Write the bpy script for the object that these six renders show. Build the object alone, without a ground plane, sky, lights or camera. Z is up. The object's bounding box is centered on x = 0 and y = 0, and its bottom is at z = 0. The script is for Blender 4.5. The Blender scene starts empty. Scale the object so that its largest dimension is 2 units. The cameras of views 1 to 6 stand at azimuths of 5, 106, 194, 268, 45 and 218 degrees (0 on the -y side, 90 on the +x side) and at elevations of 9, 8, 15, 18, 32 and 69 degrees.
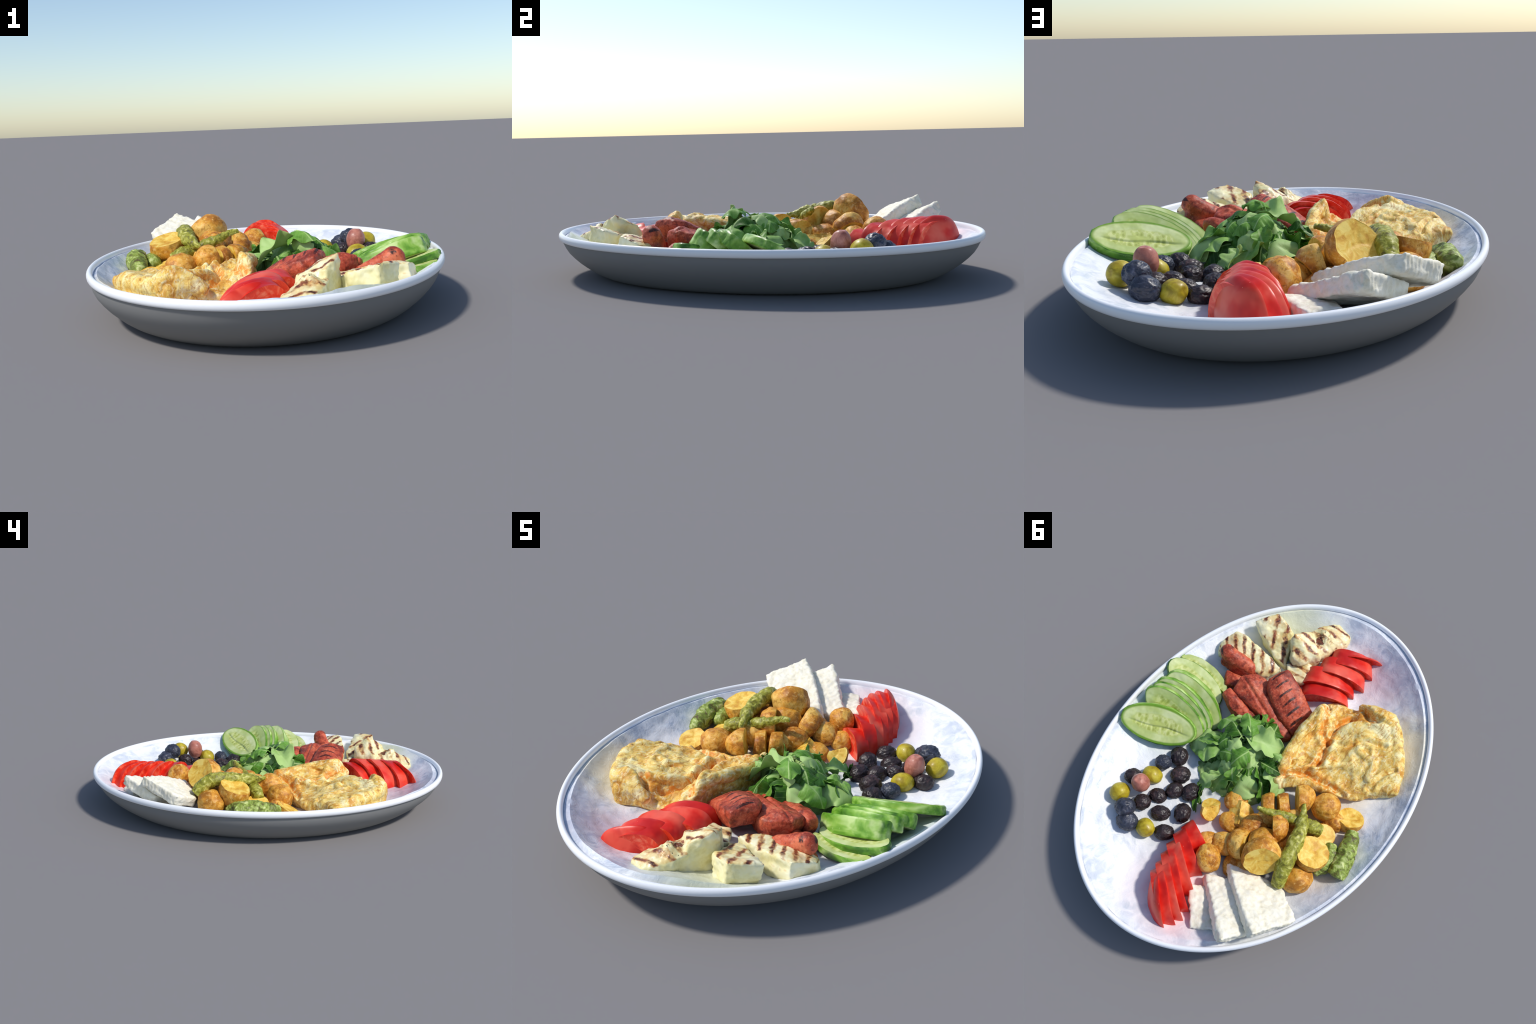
"""Mixed breakfast platter: an oval white dish with omelette, roast potatoes, peppers, feta slices,
sliced tomatoes, olives, rocket leaves, cucumber, sausage and grilled cheese."""
import bpy, bmesh, math
import numpy as np
from mathutils import Matrix, Vector

# ------------------------------------------------------------------ noise
def _hash(ix, iy, iz, seed):
    h = (ix * 374761393 + iy * 668265263 + iz * 1274126177 + seed * 974634721) & 0xFFFFFFFF
    h = ((h ^ (h >> 13)) * 1103515245) & 0xFFFFFFFF
    h = ((h ^ (h >> 16)) * 2246822519) & 0xFFFFFFFF
    return (h ^ (h >> 15)) & 0xFFFFFFFF

def perlin(P, seed=0):
    P = np.asarray(P, float)
    i = np.floor(P).astype(np.int64); f = P - i
    w = f * f * f * (f * (f * 6 - 15) + 10)
    out = np.zeros(len(P))
    for dx in (0, 1):
        for dy in (0, 1):
            for dz in (0, 1):
                h = _hash(i[:, 0] + dx, i[:, 1] + dy, i[:, 2] + dz, seed)
                a = (h & 1023) / 1023.0 * 2 * np.pi
                c = ((h >> 10) & 1023) / 1023.0 * 2 - 1
                r = np.sqrt(np.maximum(0, 1 - c * c))
                d = (f[:, 0] - dx) * r * np.cos(a) + (f[:, 1] - dy) * r * np.sin(a) + (f[:, 2] - dz) * c
                k = (w[:, 0] if dx else 1 - w[:, 0]) * (w[:, 1] if dy else 1 - w[:, 1]) * (w[:, 2] if dz else 1 - w[:, 2])
                out += d * k
    return out * 1.6

def fbm(P, scale, seed=0, octaves=3, gain=.5):
    P = np.asarray(P, float); out = np.zeros(len(P)); a = 1.0
    for o in range(octaves):
        out += a * perlin(P * scale * 2 ** o + 17.3 * o, seed + o); a *= gain
    return out

def ridged(P, scale, seed=0, octaves=2, gain=.5):
    P = np.asarray(P, float); out = np.zeros(len(P)); a = 1.0
    for o in range(octaves):
        out += a * (1 - 2 * np.abs(perlin(P * scale * 2 ** o + 11.1 * o, seed + o))); a *= gain
    return out

def smoothstep(a, b, x):
    t = np.clip((np.asarray(x, float) - a) / (b - a), 0, 1); return t * t * (3 - 2 * t)

def unit(v):
    v = np.asarray(v, float); return v / np.linalg.norm(v)

# ------------------------------------------------------------------ mesh tools (arrays: verts, triangles/quads)
def tris(F):
    T = []
    for f in F:
        for k in range(1, len(f) - 1): T.append((f[0], f[k], f[k + 1]))
    return np.array(T, dtype=np.int64)

def vnormals(V, T):
    n = np.cross(V[T[:, 1]] - V[T[:, 0]], V[T[:, 2]] - V[T[:, 0]])
    N = np.zeros_like(V)
    for k in range(3): np.add.at(N, T[:, k], n)
    return N / np.maximum(np.linalg.norm(N, axis=1, keepdims=True), 1e-12)

def relax(V, T, n=3, lam=.5):
    E = np.unique(np.sort(np.concatenate([T[:, [0, 1]], T[:, [1, 2]], T[:, [2, 0]]]), axis=1), axis=0)
    deg = np.zeros(len(V)); np.add.at(deg, E[:, 0], 1); np.add.at(deg, E[:, 1], 1)
    for _ in range(n):
        S = np.zeros_like(V); np.add.at(S, E[:, 0], V[E[:, 1]]); np.add.at(S, E[:, 1], V[E[:, 0]])
        V = V + lam * (S / np.maximum(deg, 1)[:, None] - V)
    return V

def bm_arrays(bm):
    bm.verts.index_update()
    V = np.array([v.co[:] for v in bm.verts], float); F = [tuple(v.index for v in f.verts) for f in bm.faces]
    return V, F

_ico = {}
def icosphere(sub):
    if sub not in _ico:
        bm = bmesh.new(); bmesh.ops.create_icosphere(bm, subdivisions=sub, radius=1.0); _ico[sub] = bm_arrays(bm); bm.free()
    V, F = _ico[sub]; return V.copy(), list(F)

def voxel_remesh(V, F, size):
    me = bpy.data.meshes.new("tmp"); me.from_pydata([tuple(v) for v in V], [], F); me.update()
    ob = bpy.data.objects.new("tmp", me); bpy.context.scene.collection.objects.link(ob)
    md = ob.modifiers.new("r", 'REMESH'); md.mode = 'VOXEL'; md.voxel_size = size
    dg = bpy.context.evaluated_depsgraph_get(); ev = ob.evaluated_get(dg); m2 = ev.to_mesh()
    v = np.empty(len(m2.vertices) * 3); m2.vertices.foreach_get("co", v)
    f = [tuple(p.vertices) for p in m2.polygons]
    ev.to_mesh_clear(); bpy.data.objects.remove(ob); bpy.data.meshes.remove(me)
    return v.reshape(-1, 3), f

def hull(points):
    bm = bmesh.new()
    for p in points: bm.verts.new(p)
    r = bmesh.ops.convex_hull(bm, input=bm.verts[:])
    loose = [v for v in bm.verts if not v.link_faces]
    bmesh.ops.delete(bm, geom=loose, context='VERTS')
    bmesh.ops.recalc_face_normals(bm, faces=bm.faces[:])
    out = bm_arrays(bm); bm.free(); return out

def hull_body(points, voxel=.006, smooth=4):
    V, F = hull(points); V, F = voxel_remesh(V, F, voxel)
    T = tris(F); V = relax(V, T, smooth, .5); return V, F, T

def join_arrays(parts):
    VV, FF, o = [], [], 0
    for V, F in parts:
        VV.append(V); FF += [tuple(i + o for i in f) for f in F]; o += len(V)
    return np.concatenate(VV), FF

def mesh_data(name, V, F, mats, smooth=True, sharp=None):
    used = np.zeros(len(V), bool)
    for f in F: used[list(f)] = True
    idx = np.cumsum(used) - 1
    me = bpy.data.meshes.new(name)
    me.from_pydata([tuple(v) for v in V[used]], [], [tuple(int(idx[i]) for i in f) for f in F])
    me.validate(); me.update()
    for m in mats: me.materials.append(m)
    if smooth:
        me.polygons.foreach_set("use_smooth", np.ones(len(me.polygons), bool))
        if sharp: me.set_sharp_from_angle(angle=math.radians(sharp))
    return me

def add_object(name, data, parent=None, origin=None, label=None, category=None, matrix=None):
    ob = bpy.data.objects.new(name, data); bpy.context.scene.collection.objects.link(ob)
    if matrix is not None: ob.matrix_world = matrix
    elif origin is not None: ob.location = tuple(origin)
    if parent is not None:
        ob.parent = parent
    if label: ob["label"] = label
    if category: ob["category"] = category
    return ob

def place(name, V, F, mat, label=None, category=None, origin=None, sharp=None, parent=None):
    """world-space arrays -> object whose origin is at its base centre (or at the parent's)."""
    if origin is None:
        origin = np.array([V[:, 0].mean(), V[:, 1].mean(), V[:, 2].min()])
    if parent is not None:
        return add_object(name, mesh_data(name, V - origin, F, [mat], sharp=sharp), parent=parent), origin
    return add_object(name, mesh_data(name, V - origin, F, [mat], sharp=sharp), origin=origin, label=label, category=category), origin

# ------------------------------------------------------------------ materials
def srgb(r, g, b, gain=1.0):
    f = lambda c: min(.92, gain * ((c / 255 / 12.92) if c / 255 <= .04045 else ((c / 255 + .055) / 1.055) ** 2.4))
    return (f(r), f(g), f(b), 1.0)

class Mat:
    def __init__(s, name, rough=.5, spec=.5, coat=0.0, sss=0.0, sss_col=None):
        s.m = bpy.data.materials.new(name); s.m.use_nodes = True; s.nt = s.m.node_tree; s.N = s.nt.nodes; s.L = s.nt.links
        s.b = s.N["Principled BSDF"]; s.b.inputs["Roughness"].default_value = rough; s.b.inputs["Specular IOR Level"].default_value = spec
        s.b.inputs["Coat Weight"].default_value = coat; s.b.inputs["Coat Roughness"].default_value = .12
        tc = s.N.new("ShaderNodeTexCoord"); s.obj = tc.outputs["Object"]
        oi = s.N.new("ShaderNodeObjectInfo"); s.rand = oi.outputs["Random"]
        s.co = s.vmath('ADD', s.obj, s.comb(s.math('MULTIPLY', s.rand, 31.0), s.math('MULTIPLY', s.rand, 17.0), s.math('MULTIPLY', s.rand, 53.0)))
        if sss:
            s.b.inputs["Subsurface Weight"].default_value = sss; s.b.inputs["Subsurface Radius"].default_value = sss_col or (1, .5, .3); s.b.inputs["Subsurface Scale"].default_value = .02
        s.bumps = None
    def _in(s, sock, v):
        if hasattr(v, "is_output"): s.L.new(v, sock)
        elif v is not None: sock.default_value = v
    def math(s, op, a, b=None, c=None, clamp=False):
        n = s.N.new("ShaderNodeMath"); n.operation = op; n.use_clamp = clamp
        s._in(n.inputs[0], a); s._in(n.inputs[1], b)
        if c is not None: s._in(n.inputs[2], c)
        return n.outputs[0]
    def vmath(s, op, a, b=None):
        n = s.N.new("ShaderNodeVectorMath"); n.operation = op; s._in(n.inputs[0], a); s._in(n.inputs[1], b)
        return n.outputs["Value"] if op in ('DOT_PRODUCT', 'LENGTH', 'DISTANCE') else n.outputs[0]
    def comb(s, x, y, z):
        n = s.N.new("ShaderNodeCombineXYZ"); s._in(n.inputs[0], x); s._in(n.inputs[1], y); s._in(n.inputs[2], z); return n.outputs[0]
    def sep(s, v):
        n = s.N.new("ShaderNodeSeparateXYZ"); s.L.new(v, n.inputs[0]); return n.outputs
    def normal_z(s):
        n = s.N.new("ShaderNodeNewGeometry"); return s.sep(n.outputs["Normal"])[2]
    def noise(s, scale, detail=3, rough=.55, dist=0.0, vec=None, stretch=None):
        n = s.N.new("ShaderNodeTexNoise"); n.inputs["Scale"].default_value = scale; n.inputs["Detail"].default_value = detail
        n.inputs["Roughness"].default_value = rough; n.inputs["Distortion"].default_value = dist
        v = vec if vec is not None else s.co
        if stretch: v = s.vmath('MULTIPLY', v, stretch)
        s.L.new(v, n.inputs["Vector"]); return n.outputs["Fac"]
    def voronoi(s, scale, feature='F1', vec=None, stretch=None, rnd=1.0):
        n = s.N.new("ShaderNodeTexVoronoi"); n.feature = feature; n.inputs["Scale"].default_value = scale; n.inputs["Randomness"].default_value = rnd
        v = vec if vec is not None else s.co
        if stretch: v = s.vmath('MULTIPLY', v, stretch)
        s.L.new(v, n.inputs["Vector"]); return n.outputs["Distance"]
    def ramp(s, fac, stops, interp='LINEAR'):
        n = s.N.new("ShaderNodeValToRGB"); s.L.new(fac, n.inputs[0]); cr = n.color_ramp; cr.interpolation = interp
        while len(cr.elements) < len(stops): cr.elements.new(.5)
        for e, (p, c) in zip(cr.elements, stops):
            e.position = p; e.color = c if len(c) == 4 else (*c, 1)
        return n.outputs["Color"]
    def mask(s, fac, lo, hi):
        n = s.N.new("ShaderNodeMapRange"); n.interpolation_type = 'SMOOTHSTEP'; s._in(n.inputs["Value"], fac)
        n.inputs["From Min"].default_value = lo; n.inputs["From Max"].default_value = hi; return n.outputs["Result"]
    def mix(s, fac, a, b, mode='MIX'):
        n = s.N.new("ShaderNodeMix"); n.data_type = 'RGBA'; n.blend_type = mode
        s._in(n.inputs["Factor"], fac); s._in(n.inputs["A"], a); s._in(n.inputs["B"], b); return n.outputs["Result"]
    def near(s, p, r0, r1, wobble=None, flat=True):
        """1 within r0 of p (object space), 0 beyond r1"""
        v = s.obj
        if flat: v = s.vmath('MULTIPLY', v, (1, 1, 0))
        d = s.vmath('DISTANCE', v, (p[0], p[1], 0 if flat else p[2]))
        if wobble is not None: d = s.math('ADD', d, wobble)
        return s.math('SUBTRACT', 1.0, s.mask(d, r0, r1))
    def bump(s, h, strength=.3, dist=.01):
        n = s.N.new("ShaderNodeBump"); n.inputs["Strength"].default_value = strength; n.inputs["Distance"].default_value = dist
        s.L.new(h, n.inputs["Height"])
        if s.bumps is not None: s.L.new(s.bumps, n.inputs["Normal"])
        s.bumps = n.outputs[0]; s.L.new(s.bumps, s.b.inputs["Normal"])
    def out(s, col):
        s._in(s.b.inputs["Base Color"], col); return s.m
    def rough(s, v): s._in(s.b.inputs["Roughness"], v)

# ------------------------------------------------------------------ the dish
PLATE_AX, PLATE_AY = .73, 1.0
HARM = [(1, .0012, .0041), (2, .0057, .0126), (3, -.0061, .0036), (4, -.001, -.0002)]
def plate_r(th):
    """outer rim: a slightly uneven oval; th is the eccentric angle"""
    r = np.full_like(th, 1.0035)
    for k, c, s_ in HARM: r = r + c * np.cos(k * th) + s_ * np.sin(k * th)
    return r
WELL = [(0, .072), (.3, .074), (.5, .083), (.65, .1), (.75, .117), (.83, .137), (.9, .162), (.945, .180), (.968, .1865)]
MOUNDS = [(.28, .40, .14, .030), (-.24, .22, .17, .045), (.18, -.48, .13, .040), (-.04, -.50, .10, .035), (-.10, .52, .11, .035), (.32, -.28, .12, .030), (.10, .74, .16, -.018), (.34, -.80, .14, .020), (.08, -.93, .14, .008), (.19, -.76, .12, .020), (.06, .20, .12, .020)]
def floor_z(x, y):
    x = np.atleast_1d(np.asarray(x, float)); y = np.atleast_1d(np.asarray(y, float))
    th = np.arctan2(y / PLATE_AY, x / PLATE_AX); s = np.hypot(x / PLATE_AX, y / PLATE_AY) / plate_r(th)
    z = np.interp(s, [p[0] for p in WELL], [p[1] for p in WELL])
    # towards -x / -y the floor runs flatter and the wall rises more steeply; the floor swells a little under the food
    side = np.clip(.5 + .5 * (-.7 * np.cos(th) - .6 * np.sin(th)), 0, 1)
    z = z - .022 * side * np.exp(-((s - .79) / .11) ** 2) + .012 * side * np.exp(-((s - .955) / .03) ** 2)
    for px, py, w, h in MOUNDS: z = z + h * np.exp(-((x - px) ** 2 + (y - py) ** 2) / w ** 2)
    return z
def fz(x, y): return float(floor_z(x, y)[0])

def mat_porcelain(name, inside):
    m = Mat(name, rough=.4 if inside else .3, spec=.4)
    white = srgb(240, 241, 243)
    if not inside: return m.out(white)
    # faint mottling, plus bluish sky shade painted into the colour on the -x/-y side
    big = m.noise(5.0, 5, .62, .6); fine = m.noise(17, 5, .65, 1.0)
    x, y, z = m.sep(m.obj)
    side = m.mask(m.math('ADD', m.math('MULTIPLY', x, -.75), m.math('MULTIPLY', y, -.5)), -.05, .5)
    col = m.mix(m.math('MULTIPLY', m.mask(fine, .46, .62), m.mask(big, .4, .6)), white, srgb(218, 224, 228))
    baked_shade = m.math('MULTIPLY', side, m.mask(big, .32, .6))
    col = m.mix(m.math('MULTIPLY', baked_shade, .95), col, m.mix(m.mask(fine, .4, .6), srgb(160, 172, 192), srgb(206, 211, 221)))
    xs = m.math('DIVIDE', x, PLATE_AX); rr = m.math('SQRT', m.math('ADD', m.math('MULTIPLY', xs, xs), m.math('MULTIPLY', y, y)))
    smear = m.math('MULTIPLY', m.mask(m.math('ADD', rr, m.math('MULTIPLY', m.math('SUBTRACT', big, .5), .25)), .84, .95), m.mask(m.noise(9, 4, .6, 1.4), .42, .66))
    col = m.mix(m.math('MULTIPLY', smear, .6), col, srgb(186, 195, 208))
    wob = m.math('MULTIPLY', m.math('SUBTRACT', big, .5), .22)
    for p, r0, r1, c, k in [((-.2, -.78), .02, .24, (176, 166, 182), .6), ((-.14, -.74), .0, .2, (214, 170, 172), .45),   # tomato juice
                            ((-.2, .84), .0, .2, (236, 200, 200), .55), ((-.02, .75), .05, .25, (226, 206, 208), .5),
                            ((.38, -.72), .05, .26, (206, 209, 178), .8), ((.25, -.80), .0, .2, (214, 214, 190), .6),     # cheese whey
                            ((-.5, -.5), .1, .26, (224, 216, 190), .7), ((-.45, -.16), .0, .14, (226, 214, 186), .6),     # omelette butter
                            ((-.4, .12), .1, .3, (222, 205, 172), .7), ((.15, .42), .05, .3, (206, 208, 206), .6),
                            ((.56, .05), .12, .3, (206, 222, 206), .5), ((-.4, .62), .05, .3, (214, 212, 200), .5)]:
        col = m.mix(m.math('MULTIPLY', m.near(p, r0, r1, wob), k), col, srgb(*c))
    m.bump(fine, .4, .008); m.bump(big, .4, .02)
    return m.out(col)

def build_plate():
    root = add_object("oval_serving_dish", None, label="white oval porcelain serving dish with a rolled rim", category="dish")
    n = 288
    th = np.linspace(0, 2 * np.pi, n, endpoint=False); R = plate_r(th)
    bx, by = PLATE_AX * R * np.cos(th), PLATE_AY * R * np.sin(th)
    tang = np.stack([np.roll(bx, -1) - np.roll(bx, 1), np.roll(by, -1) - np.roll(by, 1)], 1)
    nout = np.stack([tang[:, 1], -tang[:, 0]], 1); nout /= np.linalg.norm(nout, axis=1, keepdims=True)
    rings, kind = [], []
    def ring_s(s, z, k): rings.append(np.stack([bx * s, by * s, np.broadcast_to(np.asarray(z, float), (n,))], 1)); kind.append(k)
    def ring_o(o, z, k): rings.append(np.stack([bx - nout[:, 0] * o, by - nout[:, 1] * o, np.full(n, z) if np.isscalar(z) else z], 1)); kind.append(k)
    for s, z in [(.02, .0), (.4, .0), (.7, .0), (.765, 0.0), (.795, .004), (.825, .0165), (.855, .033), (.885, .053), (.91, .071), (.935, .093), (.955, .114), (.968, .134), (.98, .158)]:
        ring_s(s * (1 + .006 * np.clip(-np.cos(th), 0, 1) * (s < .97) * (s > .5)), z, 'u')
    ring_o(.016, .171, 'u')
    a0, a1, k = math.radians(-112), math.radians(205), 18
    for j in range(k + 1):
        a = a0 + (a1 - a0) * j / k
        ring_o(.0125 - .0125 * math.cos(a), .1865 + .0175 * math.sin(a), 'r')
    ring_o(.0255, .1805, 'r')
    # inside of the dish: uneven scanned-looking glaze edge, then a wide shallow bowl
    wob = .0040 * fbm(np.stack([np.cos(th) * 9, np.sin(th) * 9, th * 0], 1), 1.0, 3, 3)
    wob2 = .006 * fbm(np.stack([np.cos(th) * 6, np.sin(th) * 6, th * 0 + 4], 1), 1.0, 4, 3)
    ring_o(.0268, .1808, 'w')
    ring_o(.0300 + np.maximum(wob, -.002), .1835 + wob2 * .5, 'w')
    ring_o(.0345 + np.maximum(wob, -.003) + np.abs(wob2), .1822 + wob2 * .5, 'w')
    for s in np.concatenate([np.linspace(.945, .7, 26), np.linspace(.69, .05, 40)]):
        ring_s(s, floor_z(bx * s, by * s), 'w')
    V = np.concatenate(rings); nr = len(rings)
    V = np.concatenate([V, [[0, 0, 0], [0, 0, fz(0, 0)]]])
    F, tag = [], []
    for r in range(nr - 1):
        for j in range(n):
            j2 = (j + 1) % n
            F.append((r * n + j, r * n + j2, (r + 1) * n + j2, (r + 1) * n + j)); tag.append(kind[r + 1] if kind[r] != 'r' else ('r' if kind[r + 1] == 'r' else 'w'))
    for j in range(n):
        j2 = (j + 1) % n
        F.append((len(V) - 2, j2, j)); tag.append('u'); F.append((len(V) - 1, (nr - 1) * n + j, (nr - 1) * n + j2)); tag.append('w')
    s = np.hypot(V[:, 0] / PLATE_AX, V[:, 1] / PLATE_AY)
    first_w = kind.index('w') * n
    well = np.arange(len(V)) >= first_w + 2 * n; well[-2] = False; well[first_w + 2 * n:first_w + 3 * n] = False
    V[well, 2] += (.0040 * fbm(V[well], 8, 5, 3) + .0024 * ridged(V[well], 14, 8, 2)) * smoothstep(1.0, .93, s[well])
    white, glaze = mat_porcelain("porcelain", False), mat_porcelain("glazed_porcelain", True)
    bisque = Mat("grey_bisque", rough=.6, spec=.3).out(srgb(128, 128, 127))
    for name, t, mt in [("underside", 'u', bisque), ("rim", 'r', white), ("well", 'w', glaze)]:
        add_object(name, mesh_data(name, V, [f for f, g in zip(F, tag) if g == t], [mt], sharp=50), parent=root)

# ------------------------------------------------------------------ potatoes
def mat_potato_skin():
    m = Mat("roast_potato_skin", rough=.5, spec=.35)
    a = m.noise(11, 5, .62, .6); b = m.noise(60, 5, .65, .6); c = m.voronoi(70)
    col = m.ramp(a, [(.33, srgb(138, 76, 24)), (.44, srgb(192, 122, 38)), (.53, srgb(220, 156, 56)), (.64, srgb(236, 192, 100))])  # light-dark contrast widened to bake the potatoes' shading into the skin colour
    col = m.mix(m.math('MULTIPLY', m.mask(b, .53, .66), .6), col, srgb(242, 204, 132))
    col = m.mix(m.math('MULTIPLY', m.mask(b, .47, .36), .65), col, srgb(132, 72, 22))
    col = m.mix(m.mask(c, .13, .04), col, srgb(104, 56, 18))
    m.bump(b, .22, .005); m.bump(a, .2, .01)
    return m.out(m.mix(m.math('MULTIPLY', m.rand, .3), col, srgb(206, 148, 44)))
def mat_potato_flesh():
    m = Mat("roast_potato_flesh", rough=.5, spec=.4)
    a = m.noise(26, 4, .6, .6); b = m.noise(110, 3, .6)
    col = m.ramp(a, [(.34, srgb(204, 146, 40)), (.48, srgb(228, 182, 70)), (.62, srgb(240, 208, 108))])
    col = m.mix(m.math('MULTIPLY', m.mask(b, .6, .78), .5), col, srgb(238, 208, 120))
    m.bump(a, .25, .006); m.bump(b, .15, .003)
    return m.out(col)

def build_potatoes():
    skin, flesh = mat_potato_skin(), mat_potato_flesh()
    # centre, radii, long axis, cuts [(normal, distance from centre)]
    P = [((-.304, .356, .256), (.086, .088, .086), (1, 0, .2), [((-.58, .60, .53), .036)]),
         ((-.470, .198, .222), (.080, .082, .084), (0, 1, 0), [((-.16, -.27, .95), .028)]),
         ((-.483, .318, .165), (.074, .066, .066), (.6, .8, 0), []),
         ((-.106, .505, .182), (.061, .059, .068), (-.5, .6, .6), []),
         ((-.112, .398, .150), (.066, .056, .052), (-.8, -.2, .2), []),
         ((-.180, .360, .190), (.074, .064, .066), (-.5, .6, .3), [((-.80, -.30, .25), .030), ((.65, .5, -.55), .035)]),
         ((-.255, .285, .200), (.070, .064, .064), (.5, .6, 0), []),
         ((-.265, .196, .214), (.072, .058, .066), (-.5, .6, .3), [((.74, .60, .05), .022)]),
         ((-.085, .235, .140), (.075, .058, .058), (-.8, .3, 0), [((-.40, -.28, .86), .022), ((.5, .3, .8), .032)]),
         ((.056, .305, .145), (.064, .045, .050), (.4, -.8, .2), [((.35, -.50, .70), .020), ((-.6, .2, .75), .026)]),
         ((-.158, .128, .168), (.058, .058, .066), (0, 0, 1), [((.72, .66, .10), .030), ((-.74, -.60, .05), .030)]),
         ((-.208, .085, .170), (.056, .058, .062), (0, 0, 1), [((.72, .66, .12), .020), ((-.7, -.7, .1), .036)]),
         ((-.258, .004, .180), (.064, .062, .072), (0, 0, 1), [((.74, .64, .14), .020)]),
         ((-.371, -.047, .150), (.070, .067, .068), (.8, .4, .1), []),
         ((-.494, -.078, .122), (.070, .062, .060), (.6, .6, 0), [((.05, -.42, .88), .014)]),
         ((-.446, .072, .140), (.058, .058, .052), (0, 1, 0), [((-.3, -.15, .95), .020)]),
         ((-.060, .290, .115), (.060, .050, .042), (1, .2, 0), []),
         ((-.333, .205, .155), (.070, .066, .062), (.3, .8, 0), []),
         ((-.350, .110, .135), (.066, .060, .056), (.8, .3, 0), [((0, -.3, .95), .03)]),
         ((-.400, .270, .150), (.066, .06, .06), (0, 1, 0), []),
         ((-.215, .440, .125), (.066, .06, .055), (0, 1, 0), []),
         ((-.165, .245, .150), (.068, .06, .055), (.5, .8, 0), []), ((-.010, .195, .115), (.06, .05, .045), (1, .3, 0), []), ((-.300, .110, .165), (.06, .055, .055), (.5, -.6, 0), []),
         ((-.440, -.020, .115), (.055, .05, .045), (1, .3, 0), []), ((-.040, .440, .125), (.055, .05, .05), (.3, 1, 0), []), ((-.190, .170, .150), (.055, .05, .05), (.3, 1, 0), []), ((-.260, .420, .150), (.06, .055, .05), (1, .3, 0), []), ((-.330, .300, .165), (.06, .06, .055), (0, 1, 0), [])]
    for i, (c, r, ax, cuts) in enumerate(P):
        S, F = icosphere(5)
        X = unit(ax); up = np.array([0, 0, 1.]) if abs(X[2]) < .9 else np.array([0, 1., 0]); Y = unit(np.cross(up, X)); Z = np.cross(X, Y)
        q = np.sign(S) * np.abs(S) ** .94
        V = (q * np.array(r)) @ np.stack([X, Y, Z]) ; off = np.array([i * 3.1, i * 1.7, i * .9])
        V = V * (1 + .075 * fbm(S + off, 1.4, 11, 2)[:, None] + .014 * fbm(S + off, 4.5, 12, 2)[:, None] + .006 * ridged(S + off, 7, 13, 2)[:, None]) + np.array(c)
        fm = np.zeros(len(F), int)
        if cuts:
            bm = bmesh.new(); bv = [bm.verts.new(v) for v in V]; [bm.faces.new([bv[k] for k in f]) for f in F]
            for nrm, d in cuts:
                nrm = unit(nrm); bmesh.ops.bisect_plane(bm, geom=bm.verts[:] + bm.edges[:] + bm.faces[:], dist=1e-5, plane_co=Vector(c) + Vector(nrm) * d, plane_no=Vector(nrm))
            bmesh.ops.triangulate(bm, faces=bm.faces[:])
            V, F = bm_arrays(bm); bm.free()
            V0 = V.copy(); fm = np.zeros(len(F), int); FA = np.array(F)
            for k, (nrm, d) in enumerate(cuts):
                nrm = unit(nrm); h = (V - np.array(c)) @ nrm - d
                inside = h > -2e-5; beyond = h > 2e-5
                fm[np.all(inside[FA], axis=1) & np.any(beyond[FA], axis=1)] = 1
                # flatten the cap on to the cut, slightly hollow with a star crease in the middle
                u = unit(np.cross(nrm, [.3, .2, .9])); w = np.cross(nrm, u); fc = np.array(c) + nrm * d
                pu, pw = (V - fc) @ u, (V - fc) @ w; rad = np.hypot(pu, pw); R = max(rad[beyond].max() if beyond.any() else .05, .02)
                ang = np.arctan2(pw, pu)
                rr = np.clip(rad / R, 0, 1)
                star = np.maximum(0, np.cos(ang * 2.5 + i)) ** 8
                dent = (.05 * (1 - rr) ** 2 + .05 * star * (1 - rr) * smoothstep(0, .25, rr) + .03 * (1 - rr ** 2)) * R
                dent = dent - .0016 * fbm(V, 40, 20 + i, 2) * (1 - rr)
                V[beyond] -= nrm * (h[beyond] + dent[beyond])[:, None]
        # the foot of each potato does not go through the dish
        V[:, 2] = np.maximum(V[:, 2], floor_z(V[:, 0], V[:, 1]) - .003)
        whole = not cuts
        lab = "golden roast baby potato with wrinkled skin" if whole else "roast baby potato cut open, yellow flesh showing"
        ob, o = place("potato", V, [f for f, g in zip(F, fm) if g == 0], skin, lab, "roast potato")
        if (fm == 1).any(): place("cut_face", V, [f for f, g in zip(F, fm) if g == 1], flesh, origin=o, parent=ob)

# ------------------------------------------------------------------ peppers
def spline(pts, n):
    """Catmull-Rom through control points (any dimension)"""
    P = np.asarray(pts, float); P = np.concatenate([[2 * P[0] - P[1]], P, [2 * P[-1] - P[-2]]])
    t = np.linspace(0, len(P) - 3 - 1e-9, n); i = t.astype(int); f = (t - i)[:, None]
    a, b, c, d = P[i], P[i + 1], P[i + 2], P[i + 3]
    return .5 * (2 * b + (c - a) * f + (2 * a - 5 * b + 4 * c - d) * f ** 2 + (3 * b - a - 3 * c + d) * f ** 3)

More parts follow.
